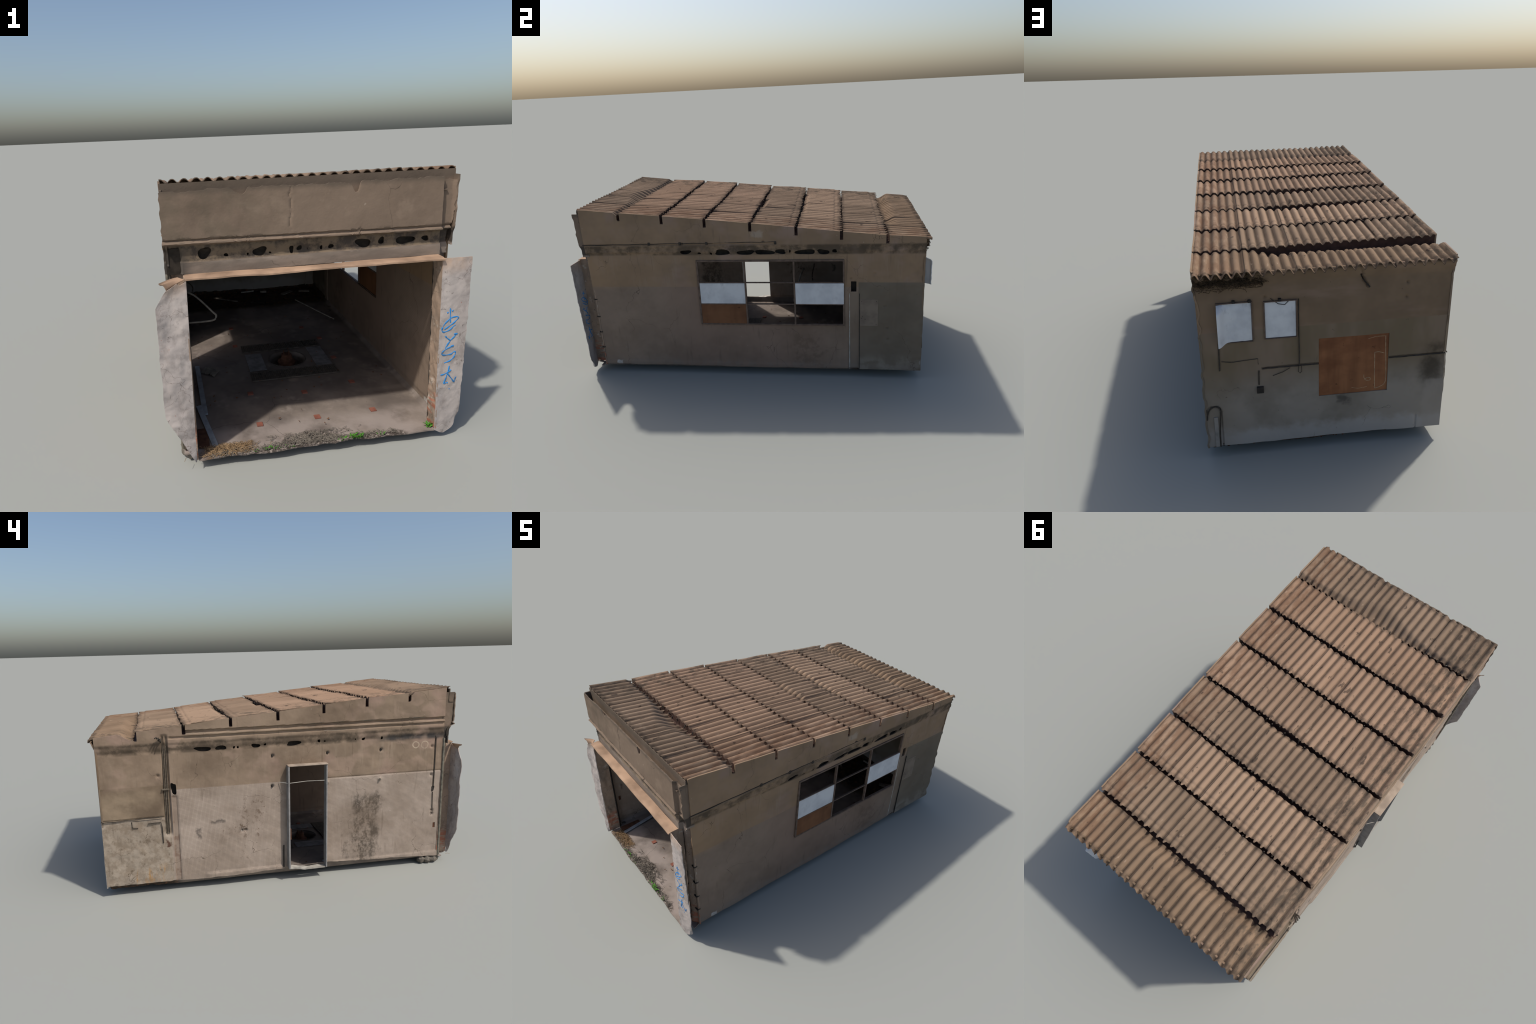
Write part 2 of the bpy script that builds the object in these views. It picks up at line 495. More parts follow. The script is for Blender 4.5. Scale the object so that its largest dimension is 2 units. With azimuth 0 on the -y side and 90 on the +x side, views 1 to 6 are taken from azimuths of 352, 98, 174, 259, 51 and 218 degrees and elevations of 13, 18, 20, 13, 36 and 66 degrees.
def floor_material():
    m = Mat("worn_concrete_floor")
    x, y = m.x, m.y
    c = m.mix(lin(.22, .18, .15), lin(.125, .102, .088), m.ramp(m.noise(4.2, 6, .62), .36, .64))
    c = m.mix(c, lin(.30, .25, .215), m.mul(m.ramp(m.noise(12, 5, .6, shift=4), .55, .7), .55))
    c = m.mix(c, lin(.09, .075, .065), m.mul(m.spot(x, y, -.30, .34, -.60, .10, .06, .08, 6), .45))
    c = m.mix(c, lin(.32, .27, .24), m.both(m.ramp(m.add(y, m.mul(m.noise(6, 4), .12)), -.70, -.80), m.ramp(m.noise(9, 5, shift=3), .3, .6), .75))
    # dead leaves towards the rear
    lf = m.both(m.ramp(m.add(y, m.mul(m.noise(9, 4), .12)), .60, .68), .95)
    leaf = m.mix(lin(.035, .024, .016), lin(.14, .062, .028), m.ramp(m.noise(48, 5, .7), .5, .66))
    c = m.mix(c, leaf, lf)
    # soil and chippings on the sill of the open end
    n1 = m.mul(m.op("SUBTRACT", m.noise(22, 6, .65), .5), .11)
    edge = m.add(y, n1)
    s1 = m.both(m.band(x, -.42, -.245, .02), m.ramp(edge, -.905, -.925))
    d = m.add(m.mul(m.op("ABSOLUTE", m.op("SUBTRACT", x, -.03)), .55), edge)
    s2 = m.both(m.ramp(d, -.875, -.90), m.band(x, -.19, .16, .015))
    s3 = m.both(m.ramp(edge, -.955, -.975), m.band(x, -.40, .33, .02))
    c = m.mix(c, m.mix(lin(.10, .062, .036), lin(.26, .165, .09), m.ramp(m.noise(85, 5, .7), .42, .6)), s1)
    c = m.mix(c, m.mix(lin(.075, .06, .05), lin(.30, .255, .22), m.ramp(m.noise(95, 5, .7), .47, .6)), m.op("MAXIMUM", s2, s3))
    ln = m.both(m.cracks(2.2, .0013, .15), m.ramp(m.noise(3, 3, shift=5), .5, .56))
    c = m.mix(c, lin(.045, .036, .03), m.mul(ln, .8))
    c = m.mix(c, lin(.05, .042, .036), m.mul(m.ramp(m.noise(55, 4, .6, shift=2), .67, .72), .7))
    r2 = m.op("SQRT", m.add(m.op("POWER", m.op("SUBTRACT", x, .035), 2.0), m.op("POWER", m.op("SUBTRACT", y, -.245), 2.0)))
    c = m.mix(c, lin(.035, .026, .02), m.mul(m.ramp(r2, .088, .078), .85))
    return m.done(c, .85, .2, m.add(m.mul(m.noise(50, 5), .6), m.mul(m.noise(160, 3), .4)), .0018)


def pillar_material():
    m = Mat("cracked_white_plaster")
    x, y, z = m.x, m.y, m.z
    c = m.mix(lin(.47, .415, .38), lin(.36, .318, .295), m.ramp(m.noise(7, 5, .6), .35, .65))
    c = m.mix(c, lin(.25, .215, .195), m.mul(m.ramp(m.noise(13, 6, .7, (1, 1, .6), 3), .48, .64), .7))
    c = m.mix(c, lin(.44, .29, .19), m.both(m.ramp(z, .625, .70), m.ramp(m.noise(12, 4), .3, .6), .7))
    c = m.mix(c, lin(.14, .11, .095), m.mul(m.both(m.cracks(6.5, .0012, .16), m.ramp(m.noise(5, 3, shift=2), .42, .56)), .75))
    c = m.mix(c, lin(.12, .10, .09), m.mul(m.ramp(m.noise(30, 5, .7, shift=5), .60, .68), .75))
    c = m.mix(c, lin(.30, .13, .09), m.mul(m.ramp(m.noise(95, 2, .5, shift=1), .72, .75), .6))
    return m.done(c, .9, .15, m.add(m.mul(m.noise(30, 5), .7), m.mul(m.noise(120, 3), .3)), .002)


def jamb_material():
    m = Mat("broken_jamb_render")
    z = m.z
    c = m.mix(lin(.36, .26, .19), lin(.25, .19, .145), m.ramp(m.noise(9, 5, .6), .38, .62))
    c = m.mix(c, lin(.42, .36, .30), m.ramp(m.noise(26, 5, .65, shift=3), .56, .66))
    brick = m.both(m.ramp(m.noise(24, 3, .6, (.4, .4, 1.6), 6), .5, .58), m.ramp(z, .22, .14))
    c = m.mix(c, lin(.36, .13, .08), m.mul(brick, .8))
    c = m.mix(c, lin(.09, .07, .055), m.mul(m.cracks(8, .0014, .16), .7))
    return m.done(c, .95, .1, m.noise(35, 5), .003)


def board_material(name, a, b, chalk=False):
    m = Mat(name)
    c = m.mix(a, b, m.ramp(m.noise(6, 5, .6, (1, 1, 1.6)), .36, .66))
    g = m.ramp(m.noise(16, 5, .6, (1.2, 1.2, .12), 2), .4, .7)
    c = m.mix(c, tuple(k * .55 for k in b[:3]) + (1,), m.mul(g, .45))
    c = m.mix(c, tuple(k * .3 for k in b[:3]) + (1,), m.mul(m.ramp(m.noise(34, 4, .6, shift=4), .63, .7), .7))
    return m.done(c, .75, .2, m.noise(50, 5, .6, (1, 1, .3)), .0008)


def panel_material():
    m = Mat("chalky_white_panel")
    c = m.mix(lin(.62, .63, .64), lin(.50, .51, .53), m.ramp(m.noise(10, 5, .6), .38, .66))
    c = m.mix(c, lin(.40, .40, .41), m.mul(m.ramp(m.noise(24, 5, .65, (1, 1, .6), 3), .56, .68), .5))
    return m.done(c, .7, .25, m.noise(80, 4), .0006)


PITCH = .03837     # from crest to crest
CREST = .4955
WALL_W = wall_material("window_wall_plaster", "window")
WALL_D = wall_material("door_wall_plaster", "door")
REAR = rear_material()
FASCIA = fascia_material()
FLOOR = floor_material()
PILLAR = pillar_material()
JAMB = jamb_material()
PANEL = panel_material()
PLY = board_material("rusty_plywood", lin(.25, .108, .048), lin(.165, .064, .028))
PLYW = board_material("pale_plywood", lin(.19, .088, .042), lin(.145, .064, .03))
FRAME = simple("brown_window_steel", lin(.15, .105, .08), .4, 40, .7)
DARK = simple("black_iron", lin(.035, .030, .026), .4, 50, .8)
CABLE = simple("old_cable", lin(.06, .05, .04), .4, 60, .8)
PIPE = simple("grey_green_conduit", lin(.20, .18, .14), .5, 50, .75)
RISER = simple("brown_riser", lin(.13, .105, .078), .5, 60, .85)
PURLIN = simple("red_brown_purlin", lin(.075, .042, .032), .4, 35, .8)
SOFFIT = simple("tan_soffit_board", lin(.43, .285, .19), .5, 7, .85)
HEAD = simple("pale_door_head", lin(.40, .32, .25), .35, 20, .85)
STEELG = simple("grey_door_steel", lin(.27, .26, .25), .3, 25, .6)
PLATE = simple("scuffed_floor_plate", lin(.20, .19, .185), .45, 30, .55)
GRATE = simple("drain_iron", lin(.10, .085, .07), .4, 60, .7)
RUST = simple("rusted_iron", lin(.12, .055, .032), .5, 40, .9)
TILE = simple("terracotta_tile", lin(.25, .095, .065), .35, 40, .8)
PALE = simple("pale_pipe", lin(.42, .39, .34), .35, 30, .6)
WOOD = simple("grey_timber", lin(.22, .19, .16), .4, 30, .85)
METAL = simple("zinc_strip", lin(.30, .32, .34), .35, 30, .5)
WEED = simple("fresh_weed", lin(.07, .22, .025), .45, 60, .6)
STRAW = simple("dry_straw", lin(.30, .20, .11), .5, 90, .9)
LEAF = simple("dead_leaf", lin(.16, .07, .03), .6, 25, .9)
STONE = simple("rubble_stone", lin(.19, .165, .135), .5, 30, .95)
PAINT = simple("blue_spray_paint", lin(.035, .22, .52), .25, 30, .7)
CHALK = simple("chalk_mark", lin(.40, .27, .16), .4, 60, .95)
BACKING = simple("dark_backing", lin(.045, .036, .028), .5, 30, .95)  # near-black colour of the added plates behind holes
RAG = simple("dusty_rag", lin(.22, .19, .15), .4, 30, .95)
random.seed(11)

# ------------------------------------------------------------------ roof line
KNOTS = (-.925, -.692, -.45, -.213, .033, .278, .515, .752, .968)
RIGHT = (1.0085, .987, .965, .943, .918, .892, .865, .843, .831)
LEFT = (1.0095, .987, .971, .947, .922, .903, .876, .855, .833)
BEAMS = KNOTS[1:-1]


def roof_z(x, y):
    t = (np.asarray(x) + .505) / 1.01
    return np.interp(y, KNOTS, LEFT) * (1 - t) + np.interp(y, KNOTS, RIGHT) * t


def roof_dip(i, x, y):
    """places where sheets sag into the purlin slots"""
    d = 0 * x
    if i == 0:
        mid = np.exp(-((x - .03) / .16) ** 2)
        d = d + (.013 + .024 * mid) * ss(y, -.722 - .085 * mid, -.702)
    if i == 7:
        d = d + .036 * ss(x, .30, .16) * ss(y, .835 + .01 * vnoise(x * 9, 0 * x, 2), .768) * (.75 + .25 * ss(x, .1, -.5))
    if i == 4:
        d = d + .018 * bump1(x, -.10, .13, .05) * ss(y, .075, .045)
    if i == 5:
        d = d + .012 * bump1(x, -.30, .16, .06) * ss(y, .315, .29)
    return d


# ------------------------------------------------------------------ walls
SLOT = .0085      # half width of a purlin slot
DROP = .043       # its depth below the roof line


def side_profile(y, z, sign):
    """outward relief of a long wall"""
    d = .003 * ss(z, .60, .82) + ((.011 - .003 * ss(y, -.2, .9)) * ss(z, .742, .765) if sign > 0 else .005 * ss(z, .75, .775))
    d = d - .004 * bump1(z, .7475, .790, .007) * (.7 + .3 * vnoise(y * 40, z * 40, 3))
    d = d + (.0018 if sign > 0 else .0032) * fbm(y * 7, z * 7, 2) + (.0007 if sign > 0 else .0011) * fbm(y * 30, z * 30, 4)
    return d


def bolt_dents(y, z, pts, r, depth):
    d = 0 * y
    for a, b in pts:
        d = d + depth * np.exp(-(((y - a) / r) ** 2 + ((z - b) / r) ** 2))
    return d


def wall_grid(y0, y1, extra_y, extra_z, bottom, xs, step=.0052):
    ys = lines(y0, y1, step, extra_y)
    low = lines(.05, .80, step, extra_z)
    A, B = np.meshgrid(ys, np.concatenate([low, np.linspace(.80, 1.0, 34)[1:]]), indexing="ij")
    dip = np.where(A > .76, roof_dip(7, 0 * A + xs, A), 0) + np.where(A < -.70, roof_dip(0, 0 * A + xs, A), 0)
    top = roof_z(xs, A) + .0035 - dip * 1.05
    Z = np.where(B > .80, .80 + (B - .80) / .2 * (top - .80), B)
    k = np.clip((.10 - B) / .05, 0, 1)
    Z = Z + k * (bottom(A) - .05)
    return A, Z


def slots(a, b, xs, d):
    for yb in BEAMS:
        d = np.minimum(d, sd_box(a, b, yb - SLOT, yb + SLOT, roof_z(xs, yb) - DROP, 2))
    return d


# wall with the window, x = +.5
WIN = (-.279, .525, .328, .706)
gaps_w = [(-.364, -.304, .748, .773), (-.266, -.249, .747, .760), (-.199, -.186, .744, .758), (-.17, -.084, .742, .774),
          (-.043, .045, .741, .771), (.056, .152, .741, .772), (.163, .219, .746, .773), (.236, .246, .752, .770),
          (.275, .372, .740, .772), (.390, .448, .740, .771), (.465, .491, .752, .770)]


def hole_w(a, b):
    d = sd_box(a, b, *WIN)
    for i, g in enumerate(gaps_w):
        d = np.minimum(d, sd_blob(a, b, *g, p=3, s=i))
    d = np.minimum(d, sd_box(a, b, .564, .593, .524, .585))
    return slots(a, b, .5, d)


def place_w(a, b):
    d = side_profile(a, b, 1)
    d = d - .005 * bump1(a, .55, .608, .006) * ss(b, .56, .50)         # pier inside reads as a groove
    d = d + .004 * ss(a, .606, .612) * (1 - ss(b, .56, .60))
    d = d - .004 * bump1(b, .803, .811, .004) * (1 - ss(a, .15, .18))  # cable chase
    d = d - bolt_dents(a, b, [(.69, .63), (.565, .60), (.745, .44), (.76, .31), (.765, .24), (.10, .82), (-.35, .81)], .006, .008)
    d = d + .003 * ss(b, .085, .065)
    tilt = (b - .4) * .007
    corner = .006 * ss(a, .93, .95) * vnoise(b * 30, 0 * a, 3)
    return .4965 + tilt + d + corner, a, b


A, B = wall_grid(-.905, .948, (*WIN[:2], .564, .593, .552, .607, *[k + s * SLOT for k in BEAMS for s in (-1, 1)]),
                 (*WIN[2:], .524, .585, .7475, .797, .5535), lambda y: .052 + .004 * fbm(y * 9, 0 * y, 3), .5)
A = A + np.where(A < -.9, .012 * (B - .4) * -1 - .006, 0)
window_wall = sheet("window_wall", A, B, place_w, (-1, 0, 0), .007, WALL_W, hole_w)

# wall with the doorway, x = -.5
DOOR = (-.221, -.018, .03, .638)
gaps_d = [(.382, .464, .742, .766), (.306, .356, .742, .768), (.258, .270, .746, .760), (.238, .25, .746, .758),
          (.129, .172, .744, .766), (.096, .108, .752, .765), (-.092, -.012, .744, .768), (-.196, -.180, .752, .768),
          (-.225, -.214, .752, .762), (-.446, -.428, .748, .764), (-.548, -.534, .748, .764), (-.395, -.388, .752, .762)]


def hole_d(a, b):
    d = sd_box(a, b, *DOOR)
    for i, g in enumerate(gaps_d):
        d = np.minimum(d, sd_blob(a, b, *g, s=i))
    d = np.minimum(d, sd_blob(a, b, .567, .592, .528, .586, p=5, s=0))
    d = np.minimum(d, sd_box(a, b, -.885, -.871, .215, .246))
    d = np.minimum(d, sd_blob(a, b, -.868, -.850, .432, .464, p=4, s=2))
    return slots(a, b, -.5, d)


def place_d(a, b):
    d = side_profile(a, b, -1)
    run = ss(a, .515, .505)
    d = d - .011 * run * bump1(b, .838, .854, .003)                     # recessed cable trunking
    d = d - .006 * ss(a, .60, .58) * bump1(b, .813, .826, .004)
    d = d + .004 * run * bump1(b, .828, .836, .003)
    d = d - .012 * bump1(a, .600, .630, .006) * ss(b, .30, .33) * ss(b, .845, .82)
    d = d + .006 * bump1(a, .610, .618, .005) * ss(b, .32, .33) * ss(b, .84, .82)
    d = d - .006 * bump1(a, .565, .592, .006) * ss(b, .53, .51)
    d = d - .004 * ss(a, .63, .64) * bump1(b, .408, .414, .004)         # shelf line
    d = d + .003 * ss(a, .64, .66) * ss(b, .41, .40) * (.6 + fbm(a * 22, b * 22, 8))
    d = d - .004 * bump1(b, .553, .556, .003) * ss(a, -.2, -.23)
    d = d - .007 * bump1(a, -.863, -.857, .005) * ss(b, .46, .47) * ss(b, .75, .73)
    d = d - bolt_dents(a, b, [(.064, .697), (-.236, .694), (-.539, .692), (.067, .534), (-.842, .691), (.655, .63), (.235, .302), (.215, .302), (-.845, .53), (-.86, .32), (-.86, .30)], .0075, .012)
    d = d + bolt_dents(a, b, [(-.234, .531), (-.536, .528)], .008, .010)
    d = d + .007 * ss(b, .088, .074) * bump1(a, .0, .43, .03) + .004 * ss(b, .078, .066) * ss(a, -.25, -.30)
    d = d + .002 * fbm(a * 20, b * 20, 5) * ss(b, .56, .60) * ss(a, -.1, -.3)
    tilt = (b - .4) * .007
    return -(.4975 + tilt + d), a, b


bot_d = lambda y: interp(y, [(-.95, .040), (-.6, .060), (-.25, .070), (0, .066), (.1, .060), (.42, .054), (.6, .056), (.8, .060), (.95, .060)]) + .004 * fbm(y * 16, 0 * y, 6)
A, B = wall_grid(-.905, .948, (*DOOR[:2], -.885, -.871, .600, .630, *[k + s * SLOT for k in BEAMS for s in (-1, 1)]),
                 (DOOR[3], .215, .246, .7475, .797, .838, .854, .5535), bot_d, -.5)
door_wall = sheet("door_wall", A, B, place_d, (1, 0, 0), .007, WALL_D, hole_d)

# boarded end wall, y = +.95
W1, W2, BOARD = (.294, .424, .537, .700), (.122, .244, .541, .695), (-.255, .033, .253, .5195)


def hole_r(a, b):
    d = np.minimum(sd_box(a, b, *W1), sd_box(a, b, *W2))
    d = np.minimum(d, sd_box(a, b, *BOARD))
    return d


def place_r(a, b):
    d = .016 * ss(b, .765, .815) + .0016 * fbm(a * 7, b * 7, 12) + .0005 * fbm(a * 30, b * 30, 14)
    d = d - .006 * bump1(b, .760, .768, .006) * ss(a, .44, .47)
    d = d + .004 * bump1(b, .812, .822, .003) * ss(a, .3, .25)
    rot = ss(a, .22, .32) * ss(b, .765, .785)
    d = d + rot * .010 * fbm(a * 45, b * 45, 9)
    d = d - .005 * bump1(b, .406, .411, .003) * (ss(a, .27, .26))       # service shelf line
    arch = np.abs(np.hypot(a - .466, np.minimum(b - .218, 0) * 0 + np.maximum(b - .218, 0)) - .029)
    d = d - .006 * ss(arch, .0045, .0015) * ss(b, .04, .05) * np.where(b > .218, 1, (a < .45))
    d = d - .005 * bump1(a, -.388, -.382, .003) * ss(b, .124, .12)
    crack = np.abs(a - interp(b, [(.72, -.168), (.745, -.15), (.77, -.138), (.82, -.128)]) - .004 * vnoise(b * 90, 0 * a, 2))
    d = d - .007 * ss(crack, .005, .0015) * ss(b, .72, .73) * ss(b, .83, .82)
    d = d - bolt_dents(a, b, [(-.32, .735), (-.318, .672), (.24, .714), (.338, .778), (.285, .783), (.378, .785), (.30, .778), (.42, .79), (.45, .782)], .006, .01)
    d = d + .006 * ss(a, -.2, -.4) * ss(b, .42, .2)
    return a, .945 + d, b


xs_ = lines(-.497, .497, .0055, (*W1[:2], *W2[:2], *BOARD[:2]))
zs_ = lines(.05, .826, .0055, (*W1[2:], *W2[2:], *BOARD[2:]))
A, B = np.meshgrid(xs_, zs_, indexing="ij")
B = B + np.clip((.10 - B) / .05, 0, 1) * (.004 + .003 * fbm(A * 9, 0 * A, 7))
A = A * (1 + .012 * ss(B, .05, .83))
boarded_wall = sheet("boarded_wall", A, B, place_r, (0, -1, 0), .007, REAR, hole_r)

# ------------------------------------------------------------------ front fascia and beam
gaps_f = [(-.398, -.356, .752, .791), (-.312, -.298, .753, .766), (-.236, -.228, .752, .762), (-.213, -.168, .748, .780),
          (-.160, -.152, .752, .760), (-.091, -.073, .750, .774), (-.062, -.045, .755, .773), (-.028, -.022, .755, .763),
          (.017, .028, .753, .767), (.048, .066, .754, .770), (.143, .199, .751, .781), (.226, .250, .757, .781),
          (.291, .356, .751, .780), (.386, .414, .757, .775)]


def fascia_top(x):
    t = .980 + .004 * fbm(x * 20, 0 * x, 1) + .0025 * vnoise(x * 90, 0 * x, 5)
    t = t - .020 * ss(x, -.29, -.25) * ss(x, -.222, -.242) - .032 * ss(x, .118, .138) * ss(x, .158, .146) - .006 * ss(x, .10, .13) * ss(x, .155, .142)
    return t


def hole_f(a, b):
    d = b * 0 + 1
    for i, g in enumerate(gaps_f):
        d = np.minimum(d, sd_blob(a, b, *g, p=2.2, s=i * 1.3))
    return np.minimum(d, sd_blob(a, b, -.497, -.456, .709, .784, p=5, s=2))


def place_f(a, b):
    line = .812 - .014 * a
    d = .961 - .001 * ss(a, -.2, .3)
    d = d + .0035 * fbm(a * 9, b * 9, 21) * ss(a, .1, -.3) + .001 * fbm(a * 20, b * 20, 22)
    d = d - .007 * bump1(b, line - .002, line + .006, .004) + .004 * bump1(b, line - .014, line - .002, .005)
    d = d - .017 * bump1(b, .7455, line - .012, .006)
    d = d - .011 * (1 - ss(b, .742, .748))
    d = d - .018 * ss(a, .452, .458) + .012 * ss(a, .492, .505) * ss(b, .74, .80)
    d = d - .02 * ss(a, -.452, -.462) * ss(b, .81, .78)
    for i, g in enumerate(gaps_f):
        c = ((g[0] + g[1]) / 2, (g[2] + g[3]) / 2)
        d = d - .006 * np.exp(-((a - c[0]) / .03) ** 2 - ((b - c[1]) / .016) ** 2)
    d = d - .012 * np.exp(-((a - .142) / .006) ** 2) * ss(b, .945, .96)
    # a hairline split
    d = d - .003 * ss(np.abs(a + .087 - .004 * vnoise(b * 60, 0 * a, 3)), .003, .001) * ss(b, .83, .84)
    return a, -d, b


xs_ = lines(-.510, .500, .005, (.455, -.455))
vs_ = np.linspace(0, 1, 58)
A, V = np.meshgrid(xs_, vs_, indexing="ij")
B = .706 + V * (fascia_top(A) - .706 - .012 * ss(A, .45, .46))
A = A + np.where(A > .44, (A - .44) / .06 * ((B - .76) * .10 - .012 + .005 * fbm(B * 60, 0 * B, 4)), 0)
A = A + np.where(A < -.47, (A + .47) / .04 * (.002 * vnoise(B * 70, 0 * B, 6)), 0)
fascia = sheet("fascia", A, B, place_f, (0, 1, 0), .006, FASCIA, hole_f)

add("hole_backing", *box(-.503, -.450, -.934, -.931, .704, .792), BACKING, fascia)  # added dark plate behind the corner hole of the fascia
# narrow upstand under the sheet ends, and the shelf joining it to the fascia
xs_ = lines(-.508, .510, .006)
A, V = np.meshgrid(xs_, np.linspace(0, 1, 8), indexing="ij")
sheet("upstand", A, .935 + V * (roof_z(A, -.925) - .0055 - .935), lambda a, b: (a, -.9285 - .001 * fbm(a * 20, b * 20, 3), b), (0, 1, 0), .005, FASCIA, parent=fascia)
A, V = np.meshgrid(lines(-.508, .470, .006), np.linspace(-.951, -.926, 6), indexing="ij")
sheet("coping", A, V, lambda a, b: (a, b, .938 + .0015 * fbm(a * 20, b * 40, 5)), (0, 0, -1), .004, FASCIA, parent=fascia)
# end returns of the fascia back to the long walls
for sx, mat in ((1, FASCIA), (-1, FASCIA)):
    A, V = np.meshgrid(lines(-.953, -.897, .006), np.linspace(.735, .985, 42), indexing="ij")
    sheet("end_return", A, V, lambda a, b, sx=sx: (sx * (.4995 + (.004 if sx > 0 else 0) + .007 * (b - .73) / .25 + .002 * fbm(a * 30, b * 30, 4)), a + (.016 * ss(b, .83, .77) - .004 * ss(b, .93, .97) + .004 * fbm(b * 60, 0 * b, 5)) * ss(a, -.90, -.95), b), (-sx, 0, 0), .006, mat, parent=fascia)

# soffit board of the gateway
A, V = np.meshgrid(lines(-.447, .446, .008), np.linspace(-.999, -.950, 8), indexing="ij")
lintel = sheet("lintel_soffit", A, V, lambda a, b: (a, b + .003 * fbm(a * 9, 0 * a, 2) * ss(b, -.97, -.999), .7055 + .0035 * fbm(a * 6, b * 12, 9) - .004 * ss(b, -.985, -.999)), (0, 0, -1), .005, SOFFIT, parent=fascia)

# added dark backing behind the scan holes along the ring beam
def backing(name, a0, a1, place, away, parent):
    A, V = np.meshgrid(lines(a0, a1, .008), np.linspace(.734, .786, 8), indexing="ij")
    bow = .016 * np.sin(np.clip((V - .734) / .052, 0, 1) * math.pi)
    sheet(name, A, V, lambda a, b: place(a, b, bow + .002 * fbm(a * 40, b * 40, 3)), away, .003, BACKING, parent=parent)


backing("ledge_backing", -.40, .52, lambda a, b, d: (.4915 - d, a, b), (-1, 0, 0), window_wall)
backing("ledge_backing", -.57, .49, lambda a, b, d: (-.4925 + d, a, b), (1, 0, 0), door_wall)
backing("ledge_backing", -.42, .43, lambda a, b, d: (a, -.937 + d, b), (0, 1, 0), fascia)

# ------------------------------------------------------------------ gate piers
OUT_R = [(.02, .512), (.045, .527), (.093, .538), (.178, .543), (.40, .547), (.70, .550)]
OUT_L = [(.035, .452), (.11, .491), (.221, .545), (.35, .547), (.493, .547), (.611, .548), (.668, .512), (.70, .478)]


def pier_r(s, z):
    xi, xo = interp(z, [(.03, .438), (.7, .443)]), interp(z, OUT_R) + .0025 * fbm(z * 40, 0 * z, 3)
    x = xi + (xo - xi) * s
    y = -.990 - .004 * s * ss(z, .45, .70) + .012 * s * (1 - ss(z, .15, .5)) + .0025 * fbm(x * 22, z * 22, 7) + .0012 * fbm(x * 70, z * 70, 8) + .010 * ss(s, .9, 1) * ss(z, .1, .05)
    return x, y


def pier_l(s, z):
    xi, xo = interp(z, [(.03, .451), (.7, .443)]), interp(z, OUT_L) + .003 * fbm(z * 30, 0 * z, 5) * ss(z, .05, .2)
    x = xi + (xo - xi) * s
    y = -.990 - .008 * s + .007 * fbm(x * 16, z * 16, 17) + .0015 * fbm(x * 60, z * 60, 18)
    return -x, y


S_, Zp = np.meshgrid(np.linspace(0, 1, 22), np.linspace(0, 1, 120), indexing="ij")


def place_pr(a, b):
    zb = interp(a, [(0, .036), (.3, .022), (.55, .016), (.8, .026), (1, .04)])
    z = zb + b * (.7005 - zb)
    x, y = pier_r(a, z)
    return x, y, z


def place_pl(a, b):
    zt = interp(a, [(0, .694), (.4, .682), (.7, .690), (1, .668)])
    z = .038 + b * (zt - .038)
    x, y = pier_l(a, z)
    return x, y, z


gate_pier = sheet("gate_pier", S_, Zp, place_pr, (0, 1, 0), .003, PILLAR)
gate_pier2 = sheet("gate_pier", S_, Zp, place_pl, (0, 1, 0), .003, PILLAR)
# inner jambs, from the pier face back to the gate track
for sx, par in ((1, gate_pier), (-1, gate_pier2)):
    A, V = np.meshgrid(np.linspace(-.989, -.928, 14), np.linspace(.042, .703, 110), indexing="ij")
    x0 = .4405 if sx > 0 else .4465
    sheet("jamb", A, V, lambda a, b, sx=sx, x0=x0: (sx * (x0 + .0035 * fbm(a * 40, b * 30, 6 + sx) * ss(a, -.989, -.975) + .003 * (b < .25) * vnoise(a * 60, b * 60, 2) * ss(a, -.989, -.975)), a, b), (sx, 0, 0), .004, JAMB, parent=par)
    # slot where the gate rail stood
    V_, F_ = joined([tube([(sx * .449, -.921, .045), (sx * .449, -.921, .712)], .0065), tube([(sx * .462, -.915, .045), (sx * .462, -.915, .712)], .006)])
    add("gate_rail", V_, F_, DARK, par, 40)
    A, V = np.meshgrid(np.linspace(0, 1, 12), np.linspace(.045, .74, 80), indexing="ij")
    sheet("rebate", A, V, lambda a, b, sx=sx: (sx * (.444 + .054 * a), -.927 + .022 * a - .004 * np.sin(a * TAU) + .002 * fbm(a * 6, b * 30, 3), b), (0, 1, 0), .004, JAMB, parent=par)
for zb in (.16, .26, .36, .47):
    add("hinge", *box(.476, .4985, -.914, -.896, zb, zb + .006), DARK, gate_pier)
# torn corner of the soffit over the left pier
n = 12
A, V = np.meshgrid(np.linspace(0, 1, n), np.linspace(0, 1, n), indexing="ij")


def place_flap(a, b):
    p = [np.array(k) for k in ((-.449, -.990, .700), (-.470, -.965, .703), (-.531, -1.0, .705), (-.508, -.990, .670))]
    w = [(1 - a) * (1 - b), (1 - a) * b, a * (b * .92 + .04), a * (1 - b * .92 - .04)]
    q = sum(wk[..., None] * pk for wk, pk in zip(w, p))
    return q[..., 0], q[..., 1] + .006 * np.sin(a * 4), q[..., 2] + .006 * np.sin(b * 5) * a


sheet("torn_flap", A, V, place_flap, (0, .3, -1), .003, SOFFIT, parent=gate_pier2)

